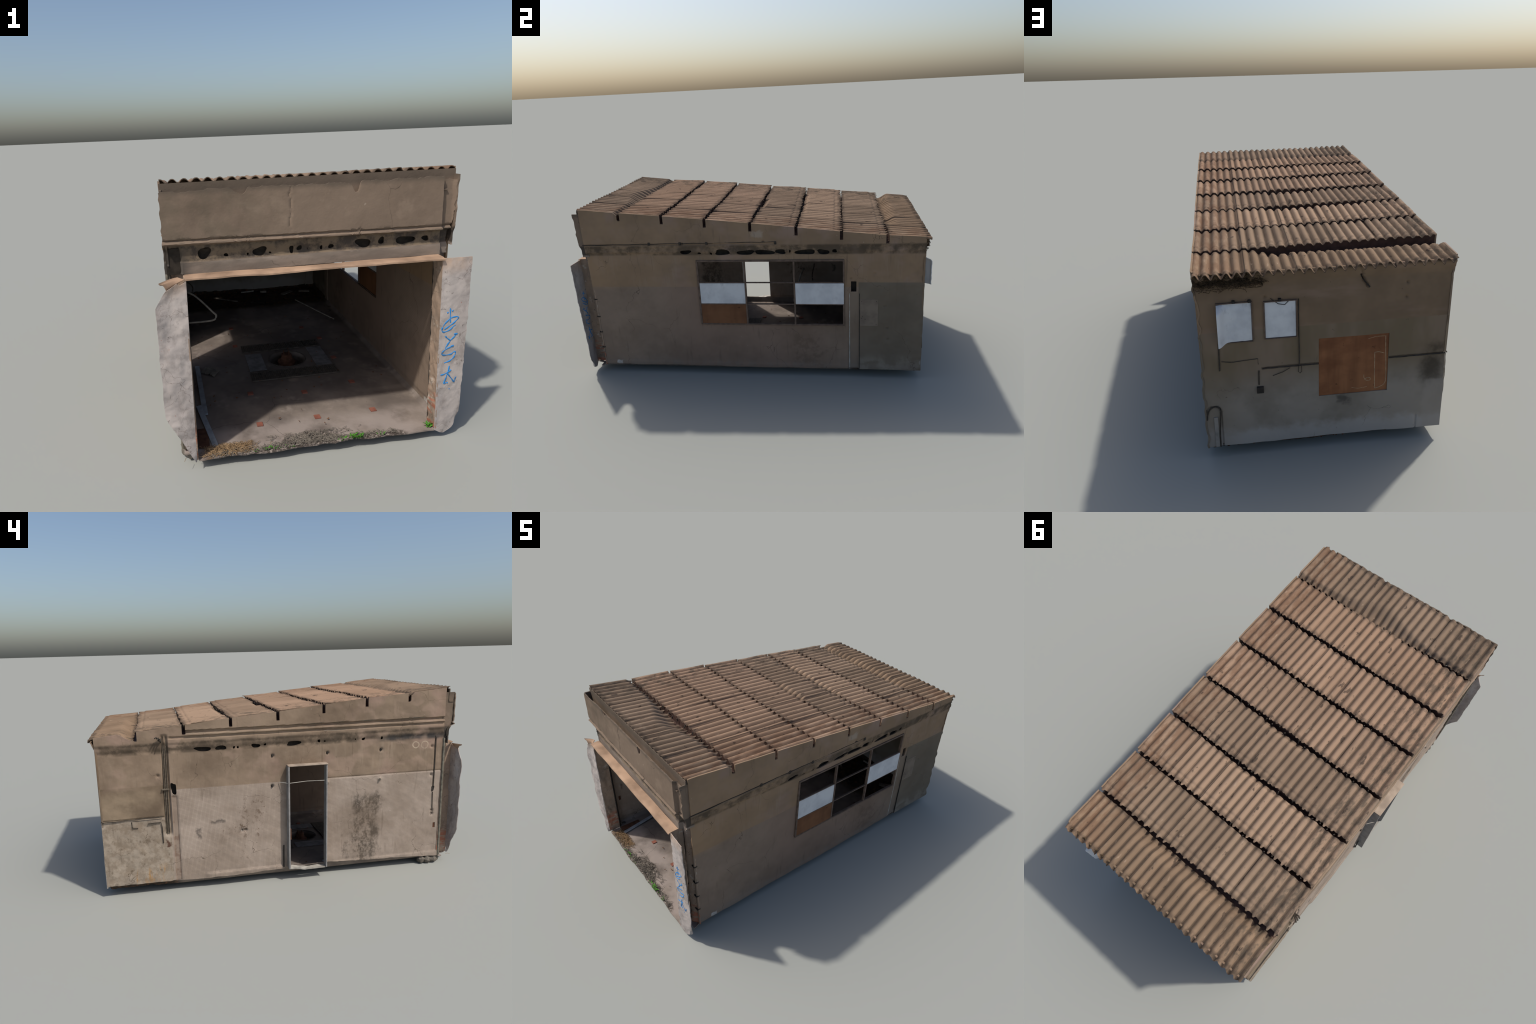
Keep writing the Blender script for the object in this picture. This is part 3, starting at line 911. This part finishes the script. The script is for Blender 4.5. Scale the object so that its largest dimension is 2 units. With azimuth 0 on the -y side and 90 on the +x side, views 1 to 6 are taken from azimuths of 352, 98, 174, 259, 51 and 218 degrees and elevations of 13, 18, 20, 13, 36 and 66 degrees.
# spray-painted scrawl, as strokes lying in the face of the right pier
strokes = [
    [(.481, .515), (.482, .49), (.483, .462)], [(.470, .497), (.474, .502)], [(.488, .503), (.492, .508)],
    [(.462, .437), (.482, .450), (.500, .463), (.513, .476), (.506, .482), (.486, .478), (.468, .464), (.455, .446), (.453, .432), (.462, .426), (.482, .434), (.503, .452)],
    [(.467, .411), (.474, .402), (.487, .392)], [(.513, .417), (.508, .411), (.494, .397), (.480, .381), (.468, .362)], [(.500, .414), (.513, .417)],
    [(.502, .371), (.493, .366), (.478, .362), (.460, .351), (.457, .340), (.472, .335), (.494, .337), (.507, .345), (.512, .338), (.504, .322), (.490, .311), (.468, .304)],
    [(.490, .368), (.502, .371)],
    [(.489, .291), (.483, .262), (.470, .222)], [(.455, .258), (.474, .262), (.497, .274)], [(.470, .222), (.480, .223), (.487, .223)],
    [(.482, .263), (.497, .243), (.513, .223), (.516, .238), (.521, .242)],
]
parts = []


def pier_point(x, z):
    xi, xo = interp(z, [(.03, .438), (.7, .443)]), interp(z, OUT_R) + .0025 * float(fbm(np.array(z) * 40, np.array(0.), 3))
    s = (x - xi) / (xo - xi)
    return (x, float(pier_r(np.array(s), np.array(z))[1]) + .0015, z)


for st in strokes:
    pp = [pier_point(float(q[0]), float(q[1])) for q in spline([(a - .002, b, 0) for a, b in st], 5)]
    parts.append(tube(pp, [.0028 + .0006 * math.sin(k * .9) for k in range(len(pp))], 8, (1, 1.15, 1)))
parts.append(tube([pier_point(.492, .199), pier_point(.4925, .1955)], .0028, 8))
add("graffiti_stroke", *joined(parts), PAINT, gate_pier, 60)

# ------------------------------------------------------------------ roof
JOINTS = (.508, .311, .1185, -.069, -.2565, -.506)
TINTS = [((.218, .154, .106), .74), ((.285, .187, .124), .80), ((.280, .185, .124), .80), ((.268, .180, .122), .80),
         ((.250, .174, .119), .78), ((.278, .191, .129), .80), ((.244, .172, .117), .78), ((.230, .158, .103), .76)]


def sheet_ends(i):
    return KNOTS[i] + (.0085 if i else -.002), KNOTS[i + 1] - (.0085 if i < 7 else -.002)


def sheet_z(i, j, a, b):
    """height of sheet j (from the window side) in course i (from the gate end)"""
    y0, y1 = sheet_ends(i)
    lift = .0016 * ((j * 2 + i) % 3 - 1) * .5
    tilt = .0025 * np.sin(i * 2.3 + j * 4.1)
    ph = TAU * (a - CREST) / PITCH
    t = (b - y0) / (y1 - y0)
    c = np.cos(ph)
    z = roof_z(a, b) + .0066 * (c - .17 * np.cos(2 * ph)) + .001 + lift
    z = z + (.006 * (t - .5) if i not in (0, 7) else 0) + tilt * (t - .5)
    if i in (4, 5, 6):
        z = z - .0035 * ss(b, y1 - .0315, y1 - .029)           # end lap
    if i == 7:
        z = z - .004
    z = z + .0014 * fbm(a * 24, b * 7, i) + .0016 * fbm(a * 5, b * 3, i + 9)
    z = z + (.0007 + .0009 * ss(a, -.2, -.4)) * fbm(a * 60, b * 42, i + 3)
    return z - roof_dip(i, a, b)


for i in range(8):
    y0, y1 = sheet_ends(i)
    mat = roof_material(i + 1, *TINTS[i])
    for j in range(5):
        x1, x0 = JOINTS[j], JOINTS[j + 1]
        x1, x0 = x1 + (.0015 if j else 0), x0 - (.0015 if j < 4 else 0)
        n = max(12, round((x1 - x0) / PITCH * 11))
        ys = np.concatenate([np.linspace(y0, y1 - .034, 24)[:-1], np.linspace(y1 - .034, y1, 9)])
        A, Bv = np.meshgrid(np.linspace(x0, x1, n + 1), ys, indexing="ij")

        def place_s(a, b, i=i, j=j, y0=y0, y1=y1):
            z = sheet_z(i, j, a, b)
            y = b + 0 * a
            if i == 7:                                                 # eaves ends droop and splinter
                ph = TAU * (a - CREST) / PITCH
                e = ss(b, .952, .970)
                y = y + e * (.004 - .004 * np.cos(ph) + .004 * vnoise(a * 120, 0 * a, 4))
                z = z - e * (.004 - .003 * np.cos(ph))
            if i < 7:
                y = y + (.003 * vnoise(a * 80, 0 * a, i * 5 + 1) + .003 * vnoise(a * 14, 0 * a, i + 40) + ss(np.cos(TAU * (a - CREST) / PITCH), .2, 1) * (.009 + .008 * vnoise(a * 6, 0 * a, i + 60))) * ss(b, y1 - .014, y1)
            if i > 0:
                y = y + .0022 * vnoise(a * 70, 0 * a, i * 5 + 2) * ss(b, y0 + .012, y0)
            return a, y, z

        sheet("roof_sheet", A, Bv, place_s, (0, 0, -1), .0032, mat, smooth=50)

# purlins: open troughs whose sides reach up to the rippled sheet ends
for k, yb in enumerate(BEAMS):
    xs_ = np.linspace(-.505, .505, 27 * 8)
    A, S = np.meshgrid(xs_, np.arange(10.), indexing="ij")
    j = np.clip(np.searchsorted(-np.array(JOINTS), -A, side="right") - 1, 0, 4)
    up_a = sheet_z(k, j, A, np.full_like(A, yb - .0085)) - .0022
    up_b = sheet_z(k + 1, j, A, np.full_like(A, yb + .0085)) - .0022
    low = roof_z(A, yb) - DROP
    w = SLOT - .0004
    Y = np.choose(S.astype(int), [yb - w - .0015] * 4 + [yb - w + .001, yb + w - .001] + [yb + w + .0015] * 4)
    f = np.choose(S.astype(int), [1, .7, .4, .05, 0, 0, .05, .4, .7, 1.])
    Zq = low + f * (np.where(S < 5, up_a, up_b) - low)
    sheet("purlin", A, Y, lambda a, b, Zq=Zq: (a, b, Zq), np.stack([0 * A, np.choose(S.astype(int), [-1.] * 4 + [-.3, .3] + [1.] * 4), np.choose(S.astype(int), [0.] * 3 + [-.6, -1, -1, -.6] + [0.] * 3)], -1), .0018, PURLIN, smooth=50)
# nail ends along the laps
P = []
rng = random.Random(5)
for k, yb in enumerate(BEAMS[:-1]):
    for c in range(25):
        if rng.random() < .55:
            x = CREST - PITCH * (c + .5)
            z = float(roof_z(x, yb)) - .006
            P.append(tube([(x, yb + rng.uniform(-.006, .006), z - .012), (x + rng.uniform(-.003, .003), yb + rng.uniform(-.008, .008), z + .003)], .003, 6))
add("roof_hook", *joined(P), CABLE, None, 60, stuff=True)

# ------------------------------------------------------------------ floor
PIT = (.035, -.245)


def place_fl(a, b):
    r = np.hypot(a - PIT[0], b - PIT[1])
    z = .0380 + .0012 * fbm(a * 6, b * 6, 31) - .030 * ss(r, .092, .072)
    wall = np.where(a < 0, bot_d(b) + .004, .056)
    z = z + (wall - .0380) * np.maximum(ss(np.abs(a), .475, .4935) * ss(b, -.93, -.90), ss(b, .925, .942))
    soil = ss(b + .03 * fbm(a * 22, b * 22, 2), -.905, -.94) * (bump1(a, -.42, -.24, .03) + bump1(a, -.17, .14, .06))
    z = z + soil * (.003 + .003 * fbm(a * 60, b * 60, 3))
    z = z + .007 * ss(b, .62, .72) * (.6 + fbm(a * 35, b * 35, 6))
    z = z + .006 * np.exp(-((a - .11) / .03) ** 2) * ss(b, -.95, -.985)
    return a, b, z


xs_ = lines(-.4940, .4940, .0065)
ys_ = lines(-1, 1, .0065 / .97)
A, V = np.meshgrid(xs_, ys_, indexing="ij")
t = (V + 1) / 2
front = -.990 + .006 * fbm(A * 12, 0 * A, 9) + .010 * np.exp(-((A - .13) / .02) ** 2) + .05 * ss(np.abs(A), .44, .46)
B = front + t * (.942 - front)
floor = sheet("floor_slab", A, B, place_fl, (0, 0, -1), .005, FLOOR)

# drain gratings: frame with cross bars, shared mesh
L_, W_ = .415, .088
P = [box(-L_ / 2, L_ / 2, -W_ / 2, -W_ / 2 + .004, 0, .005), box(-L_ / 2, L_ / 2, W_ / 2 - .004, W_ / 2, 0, .005)]
P += [box(-L_ / 2 + k * L_ / 46, -L_ / 2 + k * L_ / 46 + .0045, -W_ / 2 + .004, W_ / 2 - .004, 0, .0042) for k in range(46)]
P.append(box(-L_ / 2, L_ / 2, -W_ / 2 + .001, W_ / 2 - .001, -.001, .0012))
gr = add("drain_grate", *joined(P), GRATE, floor)
gr.location = (.031, -.090, .0410)
g2 = gr.copy()
bpy.context.scene.collection.objects.link(g2)
g2.location = (.036, -.414, .0410)
g2.rotation_euler = (0, 0, math.pi)
for a0, a1, b0, b1 in ((-.168, -.085, -.350, -.158), (.158, .236, -.365, -.142)):
    bevel(add("cover_plate", *box(a0, a1, b0, b1, .0400, .0435), PLATE, floor), .001)
# ring and stump in the pit
ring = [(PIT[0] + .093 * math.cos(TAU * k / 48), PIT[1] + .093 * math.sin(TAU * k / 48), .0400) for k in range(49)]
add("pit_rim", *tube(ring, .002, 6), GRATE, floor, 60)
prof = [(.046, .010), (.045, .022), (.030, .027), (.030, .040), (.027, .043), (.027, .056), (.023, .060), (.010, .060), (.0, .060)]
n = 28
V_ = [(PIT[0] + r * math.cos(TAU * k / n), PIT[1] + .012 + r * math.sin(TAU * k / n), z) for r, z in prof for k in range(n)]
F_ = [(i * n + k, i * n + (k + 1) % n, (i + 1) * n + (k + 1) % n, (i + 1) * n + k) for i in range(len(prof) - 1) for k in range(n)]
post = add("lift_stump", V_, F_, RUST, floor, 40)
P = [tube([(PIT[0] + .018 * math.cos(w), PIT[1] + .012 + .018 * math.sin(w), .058), (PIT[0] + .018 * math.cos(w), PIT[1] + .012 + .018 * math.sin(w), .072)], .0028, 6) for w in (.6, 2.2, 3.8, 5.3)]
add("stud", *joined(P), RUST, floor, 40)
for tx, ty in ((-.198, -.811), (.035, -.808), (.268, -.805), (.266, -.555), (.035, -.60), (-.198, -.56), (.264, -.030), (.265, -.287), (-.203, -.028), (.207, .148), (-.196, .234)):
    bevel(add("floor_tile", *box(tx - .012, tx + .012, ty - .013, ty + .013, .038, .0425), TILE, floor), .0006)


def plank(name, p, q, w, th, mat, z=.0415):
    p, q = np.array(p, float), np.array(q, float)
    d = (q - p) / np.linalg.norm(q - p)
    s = np.array((-d[1], d[0])) * w / 2
    c = [p - s, p + s, q + s, q - s]
    zz = z if isinstance(z, tuple) else (z, z)
    V_ = [(k[0], k[1], zz[i // 2] + h) for h in (0, th) for i, k in enumerate(c)]
    F_ = [(3, 2, 1, 0), (4, 5, 6, 7), (0, 1, 5, 4), (1, 2, 6, 5), (2, 3, 7, 6), (3, 0, 4, 7)]
    return bevel(add(name, V_, F_, mat, floor), .0008)


plank("metal_strip", (-.416, -.240), (-.404, -.698), .022, .006, METAL)
plank("metal_strip", (-.428, -.636), (-.380, -.924), .022, .004, METAL, (.050, .0415))
plank("floor_board", (-.421, -.80), (-.421, -.925), .040, .004, RUST)
plank("loose_stick", (.287, .646), (.428, .221), .006, .005, PALE)
plank("loose_plank", (.222, .768), (.302, .825), .03, .008, WOOD, .047)
plank("loose_plank", (.352, .810), (.425, .790), .022, .010, WOOD, .047)
plank("loose_plank", (.085, .871), (.128, .862), .022, .008, PALE, .047)
plank("loose_plank", (-.05, .892), (.043, .902), .012, .008, PALE, .047)
plank("loose_plank", (-.012, .667), (.082, .626), .03, .012, DARK, .045)
plank("loose_plank", (-.25, .82), (-.10, .70), .014, .006, WOOD, .047)
# dry leaves: curled blades, one joined part
P = []
rng = random.Random(21)
for k in range(420):
    if k < 330:
        x, y = rng.uniform(-.47, .47), .945 - abs(rng.gauss(0, .15))
    else:
        x, y = rng.uniform(-.45, .45), rng.uniform(-.9, .6)
    r, w, h = rng.uniform(.004, .009), rng.uniform(0, TAU), rng.uniform(.001, .005)
    z = (.048 if y > .66 else .0415) + rng.uniform(0, .004)
    ax, ay = math.cos(w) * r, math.sin(w) * r
    V_ = [(x - ax, y - ay, z + h), (x + ay * .5, y - ax * .5, z), (x + ax, y + ay, z + h), (x - ay * .5, y + ax * .5, z + .001)]
    P.append((V_, [(0, 1, 2, 3)]))
add("fallen_leaves", *joined(P), LEAF, floor, None, stuff=True)
# gravel and twigs on the sill
P = []
for k in range(520):
    c = rng.random()
    x = rng.gauss(-.03, .075) if c < .55 else rng.uniform(-.40, .30)
    y = rng.uniform(-.982, -.905) if c < .55 else rng.uniform(-.984, -.955)
    r, w = rng.uniform(.006, .016), rng.uniform(0, TAU)
    P.append(tube([(x - math.cos(w) * r, y - math.sin(w) * r, .043 + rng.uniform(0, .003)), (x, y, .045 + rng.uniform(0, .004)), (x + math.cos(w) * r, min(y + math.sin(w) * r, -.89), .043)], .0009, 4))
add("twigs", *joined(P), STONE, floor, None, stuff=True)
P = []
for k in range(330):
    x, y = rng.gauss(-.335, .045), rng.uniform(-.982, -.918)
    r, w = rng.uniform(.006, .016), rng.uniform(0, TAU)
    P.append(tube([(x - math.cos(w) * r, y - math.sin(w) * r, .043), (x, y, .045 + rng.uniform(0, .004)), (x + math.cos(w) * r, y + math.sin(w) * r, .043)], .0008, 4))
add("dry_grass", *joined(P), STRAW, floor, None, stuff=True)


def weed(cx, cy, spread, count, size, rng):
    P = []
    for k in range(count):
        x, y, w = cx + rng.gauss(0, spread), cy + rng.uniform(-.004, .008), rng.uniform(0, TAU)
        l, wd = size * rng.uniform(.6, 1.2), size * .16
        c, s = math.cos(w), math.sin(w)
        rise = rng.uniform(.3, 1.0)
        rows = []
        for t, q in ((0, .5), (.4, 1), (.75, .8), (1, .05)):
            z = .041 + l * rise * math.sin(t * 1.7) * .8
            for e in (-1, 1):
                rows.append((x + c * l * t - s * wd * q * e, y + s * l * t * .6 + c * wd * q * e, z))
        P.append((rows, [(0, 1, 3, 2), (2, 3, 5, 4), (4, 5, 7, 6)]))
    return add("weed", *joined(P), WEED, floor, 60, stuff=True)


weed(.105, -.982, .022, 26, .020, rng)
weed(.15, -.985, .012, 10, .018, rng)
weed(-.195, -.984, .022, 22, .013, rng)
weed(-.11, -.984, .008, 8, .010, rng)
weed(.237, -.984, .007, 9, .014, rng)
weed(.428, -.972, .008, 14, .022, rng)
# crumpled rag
A, V = np.meshgrid(np.linspace(-.042, .042, 22), np.linspace(-.03, .03, 16), indexing="ij")
sheet("rag", A, V, lambda a, b: (-.358 + a * .75 + b * .5, -.31 + b - a * .7, .044 + .012 * np.abs(fbm(a * 60, b * 60, 5)) * ss(np.abs(a), .042, .02)), (0, 0, -1), .001, RAG, parent=floor)

# ------------------------------------------------------------------ window in the long wall
xw = .4985
y0, y1, z0, z1 = WIN
m1, m2, r1, r2 = -.013, .258, .5795, .4515


def bar(a0, a1, b0, b1, t=.012):
    return box(xw - t / 2 + .001, xw + t / 2 + .001, a0, a1, b0, b1)


P = [bar(y0 - .004, y1 + .004, z1 - .004, z1 + .006), bar(y0 - .004, y1 + .004, z0 - .005, z0 + .004), bar(y0 - .005, y0 + .005, z0, z1), bar(y1 - .004, y1 + .004, z0, z1)]
P += [bar(m - .0045, m + .0045, z0 + .004, z1 - .004, .014) for m in (m1, m2)]
P += [bar(a, b, r - .0028, r + .0028, .010) for r in (r1, r2) for a, b in ((y0 + .005, m1 - .0045), (m1 + .0045, m2 - .0045), (m2 + .0045, y1 - .004))]
bevel(add("window_frame", *joined(P), FRAME, window_wall), .0012)
bevel(add("window_panel", *box(xw - .001, xw + .0055, y0 + .006, m1 - .0045, r2 + .003, r1 - .003), PANEL, window_wall), .001)
bevel(add("window_panel", *box(xw - .001, xw + .0075, m2 + .005, y1 + .001, r2 + .003, r1 - .003), PANEL, window_wall), .001)
bevel(add("window_board", *box(xw - .001, xw + .0055, y0 + .005, m1 - .0045, z0 + .004, r2 - .003), PLYW, window_wall), .001)
# surface cable over the ledge, and small brackets
cab = [(.5125 + .001 * math.sin(k), -.925 + k * 1.095 / 24, .807 + k * .010 / 24 + .0012 * math.sin(k * 1.9)) for k in range(25)]
add("cable", *tube(cab, .0022, 6), CABLE, window_wall, 60)
for yy in (-.535, -.36, -.21, .165):
    bevel(add("cable_clip", *box(.507, .516, yy - .006, yy + .006, .803, .820), CABLE, window_wall), .0015)
bevel(add("service_patch", *box(.494, .5022, .6135, .709, .324, .482), simple("pale_patch", lin(.21, .168, .13), .25, 20), window_wall), .0012)
P = [tube([(.5005, a, b), (.5035, a, b)], .0018, 6) for a, b in ((.62, .47), (.70, .47), (.622, .37), (.626, .38), (.64, .365), (.70, .334))]
add("rivet", *joined(P), DARK, window_wall, 40)
add("dark_joint", *box(.488, .5005, .6085, .6125, .052, .515), DARK, window_wall)
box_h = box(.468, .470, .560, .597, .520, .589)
add("hole_backing", *box_h, DARK, window_wall)  # dark plate set behind the hole in this wall

# ------------------------------------------------------------------ doorway
xd = -.5
P = [box(xd - .039, xd + .004, -.227, -.011, .639, .6445)]
door_frame = bevel(add("door_head", *joined(P), HEAD, door_wall), .001)
bevel(add("door_jamb", *box(xd - .038, xd + .004, -.0185, -.010, .070, .639), STEELG, door_wall), .001)
bevel(add("door_jamb", *box(xd - .035, xd + .004, -.2255, -.219, .060, .639), STEELG, door_wall), .001)
A, V = np.meshgrid(np.linspace(-.528, -.494, 8), np.linspace(-.219, -.0185, 30), indexing="ij")
sheet("door_sill", A, V, lambda a, b: (a, b, .062 + .012 * ss(b, -.12, -.02) + .004 * fbm(a * 30, b * 30, 3)), (0, 0, -1), .008, PALE, parent=door_wall)
add("hinge", *box(xd - .038, xd - .030, -.024, -.018, .24, .30), RUST, door_wall)
add("latch_cord", *tube([(xd - .030, -.226 + .016, .552), (xd - .008, -.12, .549), (xd - .036, -.014, .551), (xd - .004, .03, .553)], .0018, 6), PALE, door_wall, 60)
add("drip_pipe", *tube([(xd - .006, .012, .075), (xd - .006, .011, .20)], .0035, 8), DARK, door_wall, 60)

# services on the door wall
def conduit(name, pts, r, mat, par=door_wall):
    return add(name, *tube(pts, r, 8), mat, par, 60)


for yy, r in ((.606, .003), (.615, .0035), (.623, .0025)):
    conduit("riser_pipe", [(-.4955 + .002 * math.sin(k * .7), yy + .012 * (k / 12) * (1 if k < 12 else 1) * .6, .835 - k * .0425) for k in range(13)], r, RISER)
bevel(add("pipe_bracket", *box(-.508, -.495, .602, .640, .556, .562), RISER, door_wall), .001)
P = [tube([(-.500, .63, .80), (-.528, .64 + .01 * k, .826 + .004 * k), (-.536, .645 + .012 * k, .818 + .008 * k)], .0035, 6) for k in (-1, 0, 1)]
add("torn_wire", *joined(P), CABLE, door_wall, 60)
conduit("cable", [(-.5035, .945 - k * .03, .409 + .0007 * k + .0015 * math.sin(k * 2)) for k in range(11)], .0025, CABLE)
conduit("cable", [(-.502, .72, .385), (-.502, .655, .388), (-.503, .650, .36), (-.503, .648, .275)], .0025, CABLE)
conduit("cable", [(-.502, .80, .40), (-.502, .798, .368), (-.502, .77, .366)], .002, CABLE)
for k, (a, b) in enumerate(((.064, .697), (-.236, .694), (-.539, .692), (.067, .534), (-.234, .531), (-.536, .528))):
    add("wall_plug", *tube([(-.494, a, b), (-.5035 - (.006 if k > 3 else 0), a, b)], [.0075, .0055], 12), DARK if k < 4 else STONE, door_wall, 40)
add("socket_box", *box(-.4945, -.492, -.886, -.870, .214, .247), RUST, door_wall)
add("socket_box", *box(-.4945, -.490, -.870, -.848, .430, .466), DARK, door_wall)
conduit("cable", [(-.502, -.859, .75), (-.500, -.860, .60), (-.500, -.860, .464)], .0028, CABLE)
conduit("cable", [(-.500, -.858, .43), (-.500, -.862, .30)], .002, CABLE)
conduit("gate_channel", [(-.4975, -.912, .045), (-.5015, -.910, .40), (-.5035, -.909, .735)], .006, PIPE)
conduit("gate_channel", [(-.488, -.922, .045), (-.491, -.921, .40), (-.494, -.920, .715)], .005, RISER)
add("hole_backing", *box(-.472, -.470, .560, .597, .522, .592), DARK, door_wall)  # dark plate behind the square hole of the door wall
# trunking lip beads
for zz, r in ((.856, .0018), (.8365, .0018), (.812, .0016)):
    conduit("trunking_lip", [(-.5035, .505, zz), (-.5035, -.9, zz - .001)], r, PIPE)

# rubble under the corner
from mathutils import noise as mnoise, Vector
for k, (cx, cy, r) in enumerate(((-.482, -.815, .021), (-.485, -.850, .022), (-.480, -.888, .024), (-.470, -.912, .018))):
    import bmesh
    bm = bmesh.new()
    bmesh.ops.create_icosphere(bm, subdivisions=4, radius=1)
    V_ = []
    for v in bm.verts:
        q = v.co * (1 + .28 * mnoise.noise(v.co * 1.6 + Vector((k * 9, 0, 0))) + .10 * mnoise.noise(v.co * 5 + Vector((0, k * 5, 0))))
        V_.append((cx + q.x * r * .95, cy + q.y * r, max(.0005, .021 + q.z * .021)))
    F_ = [tuple(v.index for v in f.verts) for f in bm.faces]
    bm.free()
    add("rubble_stone", V_, F_, STONE, None, 60)

# ------------------------------------------------------------------ end wall fittings
def rim_frame(w, t, name):
    a0, a1, b0, b1 = w
    P = [box(a0 - t, a1 + t, .940, .9525, b1, b1 + t), box(a0 - t, a1 + t, .940, .9525, b0 - t * .7, b0), box(a0 - t, a0, .940, .9525, b0, b1), box(a1, a1 + t, .940, .9525, b0, b1)]
    return bevel(add(name, *joined(P), FRAME, boarded_wall), .001)


rim_frame(W1, .004, "opening_frame")
rim_frame(W2, .004, "opening_frame")
# hopper panel swinging outwards at one edge
A, V = np.meshgrid(np.linspace(0, 1, 26), np.linspace(0, 1, 20), indexing="ij")


def place_h(a, b):
    out = .046 * ss(a, .55, 1.0) * (.25 + .75 * ss(a, .70, .95)) + .004
    out = out * (1 - .75 * ss(b, .86, 1.0)) + .002 * fbm(a * 9, b * 9, 3)
    x = W1[0] + .001 + a * (W1[1] - W1[0] + .001)
    return x, .945 + out, W1[2] + .002 + b * (W1[3] - W1[2] - .003)


sheet("hopper_panel", A, V, place_h, (0, -1, 0), .004, PANEL, parent=boarded_wall, smooth=60)
bevel(add("pane_panel", *box(W2[0] + .001, W2[1] - .001, .9405, .9475, W2[2] + .001, W2[3] - .001), PANEL, boarded_wall), .001)
board = bevel(add("plywood_board", *box(BOARD[0] - .001, BOARD[1] + .001, .932, .9415, BOARD[2] - .001, BOARD[3] + .001), PLY, boarded_wall), .0012)


def chalk(pts, r=.0017):
    add("chalk_line", *tube([(float(p[0]), .9417, float(p[1])) for p in spline([(a, b, 0) for a, b in pts], 5)], r, 6, (1, .35, 1)), CHALK, board, 60)


chalk([(-.198, .435), (-.199, .40), (-.200, .33), (-.203, .265)])
chalk([(-.198, .435), (-.215, .436), (-.238, .428)])
chalk([(-.203, .265), (-.222, .270), (-.243, .283), (-.249, .31), (-.247, .37), (-.244, .43), (-.241, .505)])
chalk([(-.155, .335), (-.157, .318), (-.165, .308), (-.180, .306), (-.183, .315), (-.172, .320), (-.160, .314)])
chalk([(-.105, .278), (-.135, .272), (-.17, .276)], .001)
chalk([(-.170, .50), (-.205, .507), (-.243, .506)], .001)


def rear_run(name, pts, r, mat=CABLE):
    return add(name, *tube([(a, .9485, b) for a, b in pts], r, 6), mat, boarded_wall, 60)


rear_run("cable", [(-.256 - k * .024, .408 + .001 * math.sin(k * 2)) for k in range(11)], .0024)
rear_run("cable", [(.034 + k * .0228, .4085 + .001 * math.sin(k * 3)) for k in range(11)], .0024)
rear_run("riser_pipe", [(.275, .40), (.276, .385), (.277, .336)], .003)
rear_run("riser_pipe", [(.112, .54), (.1125, .411)], .0025)
rear_run("riser_pipe", [(.112, .70), (.113, .62), (.112, .54)], .002)
rear_run("riser_pipe", [(.427, .534), (.428, .470), (.4295, .415)], .003)
rear_run("cable", [(.42, .455), (.38, .448), (.33, .452), (.278, .455), (.277, .43)], .0012)
rear_run("cable", [(.115, .408), (.117, .380), (.110, .373), (.103, .380), (.104, .408)], .0012)
rear_run("cable", [(.22, .372), (.18, .385), (.15, .402)], .0012)
rear_run("cable", [(.22, .71), (.19, .685), (.165, .68), (.15, .695)], .0014)
bevel(add("junction_box", *box(.259, .287, .942, .956, .299, .327), DARK, boarded_wall), .002)
arch = [(.447, .055), (.4455, .12), (.440, .20), (.437, .232), (.445, .246), (.462, .250), (.480, .240), (.491, .215), (.494, .19)]
rear_run("floor_pipe", [(float(p[0]), float(p[1])) for p in spline([(a, b, 0) for a, b in arch], 4)], .003)
bevel(add("skirting_patch", *box(.450, .467, .944, .9505, .055, .20), simple("pale_render", lin(.27, .245, .215), .3, 20), boarded_wall), .002)
for a, b in ((.36, .706), (.185, .702), (.30, .705)):
    bevel(add("window_catch", *box(a - .006, a + .006, .944, .955, b - .005, b + .006), DARK, boarded_wall), .0015)
# root hanging from the eaves
rear_run("root", [(-.120, .822), (-.131, .80), (-.129, .785), (-.138, .765), (-.150, .748), (-.166, .728)], .003, DARK)
rear_run("root", [(-.120, .822), (-.124, .80), (-.131, .775), (-.138, .765)], .0015, CABLE)
# rotten nest of fibres under the eaves corner
P = []
rng = random.Random(31)
for k in range(380):
    x, z = rng.uniform(.25, .498), rng.uniform(.775, .822) + (.0 if rng.random() < .8 else -.015)
    w, l = rng.uniform(0, TAU), rng.uniform(.008, .026)
    P.append(tube([(min(x, .5), .952, z), (min(x + math.cos(w) * l, .505), .958 + rng.uniform(0, .010), min(z + math.sin(w) * l * .6, .828)), (min(x + math.cos(w + .6) * l * 1.8, .505), .953, min(z + math.sin(w + .6) * l, .828))], .0011, 4))
add("nest_fibres", *joined(P), simple("rotten_fibre", lin(.07, .045, .025), .5, 80), boarded_wall, None, stuff=True)
rear_run("root", [(.275, .815), (.262, .80), (.252, .778), (.247, .768)], .0022, DARK)

# interior fittings seen through the openings
conduit("handrail", [tuple(p) for p in spline([(-.49, .24, .30), (-.40, .22, .27), (-.295, .19, .165), (-.281, .185, .150), (-.295, .18, .125), (-.36, .18, .120), (-.49, .18, .122)], 6)], .0055, PALE)
conduit("handrail", [tuple(p) for p in spline([(-.488, .32, .34), (-.44, .32, .33), (-.40, .31, .29), (-.42, .31, .24), (-.47, .31, .22)], 5)], .0035, CABLE)
conduit("riser_pipe", [(.489, .557, .048), (.489, .556, .53)], .004, PALE, window_wall)
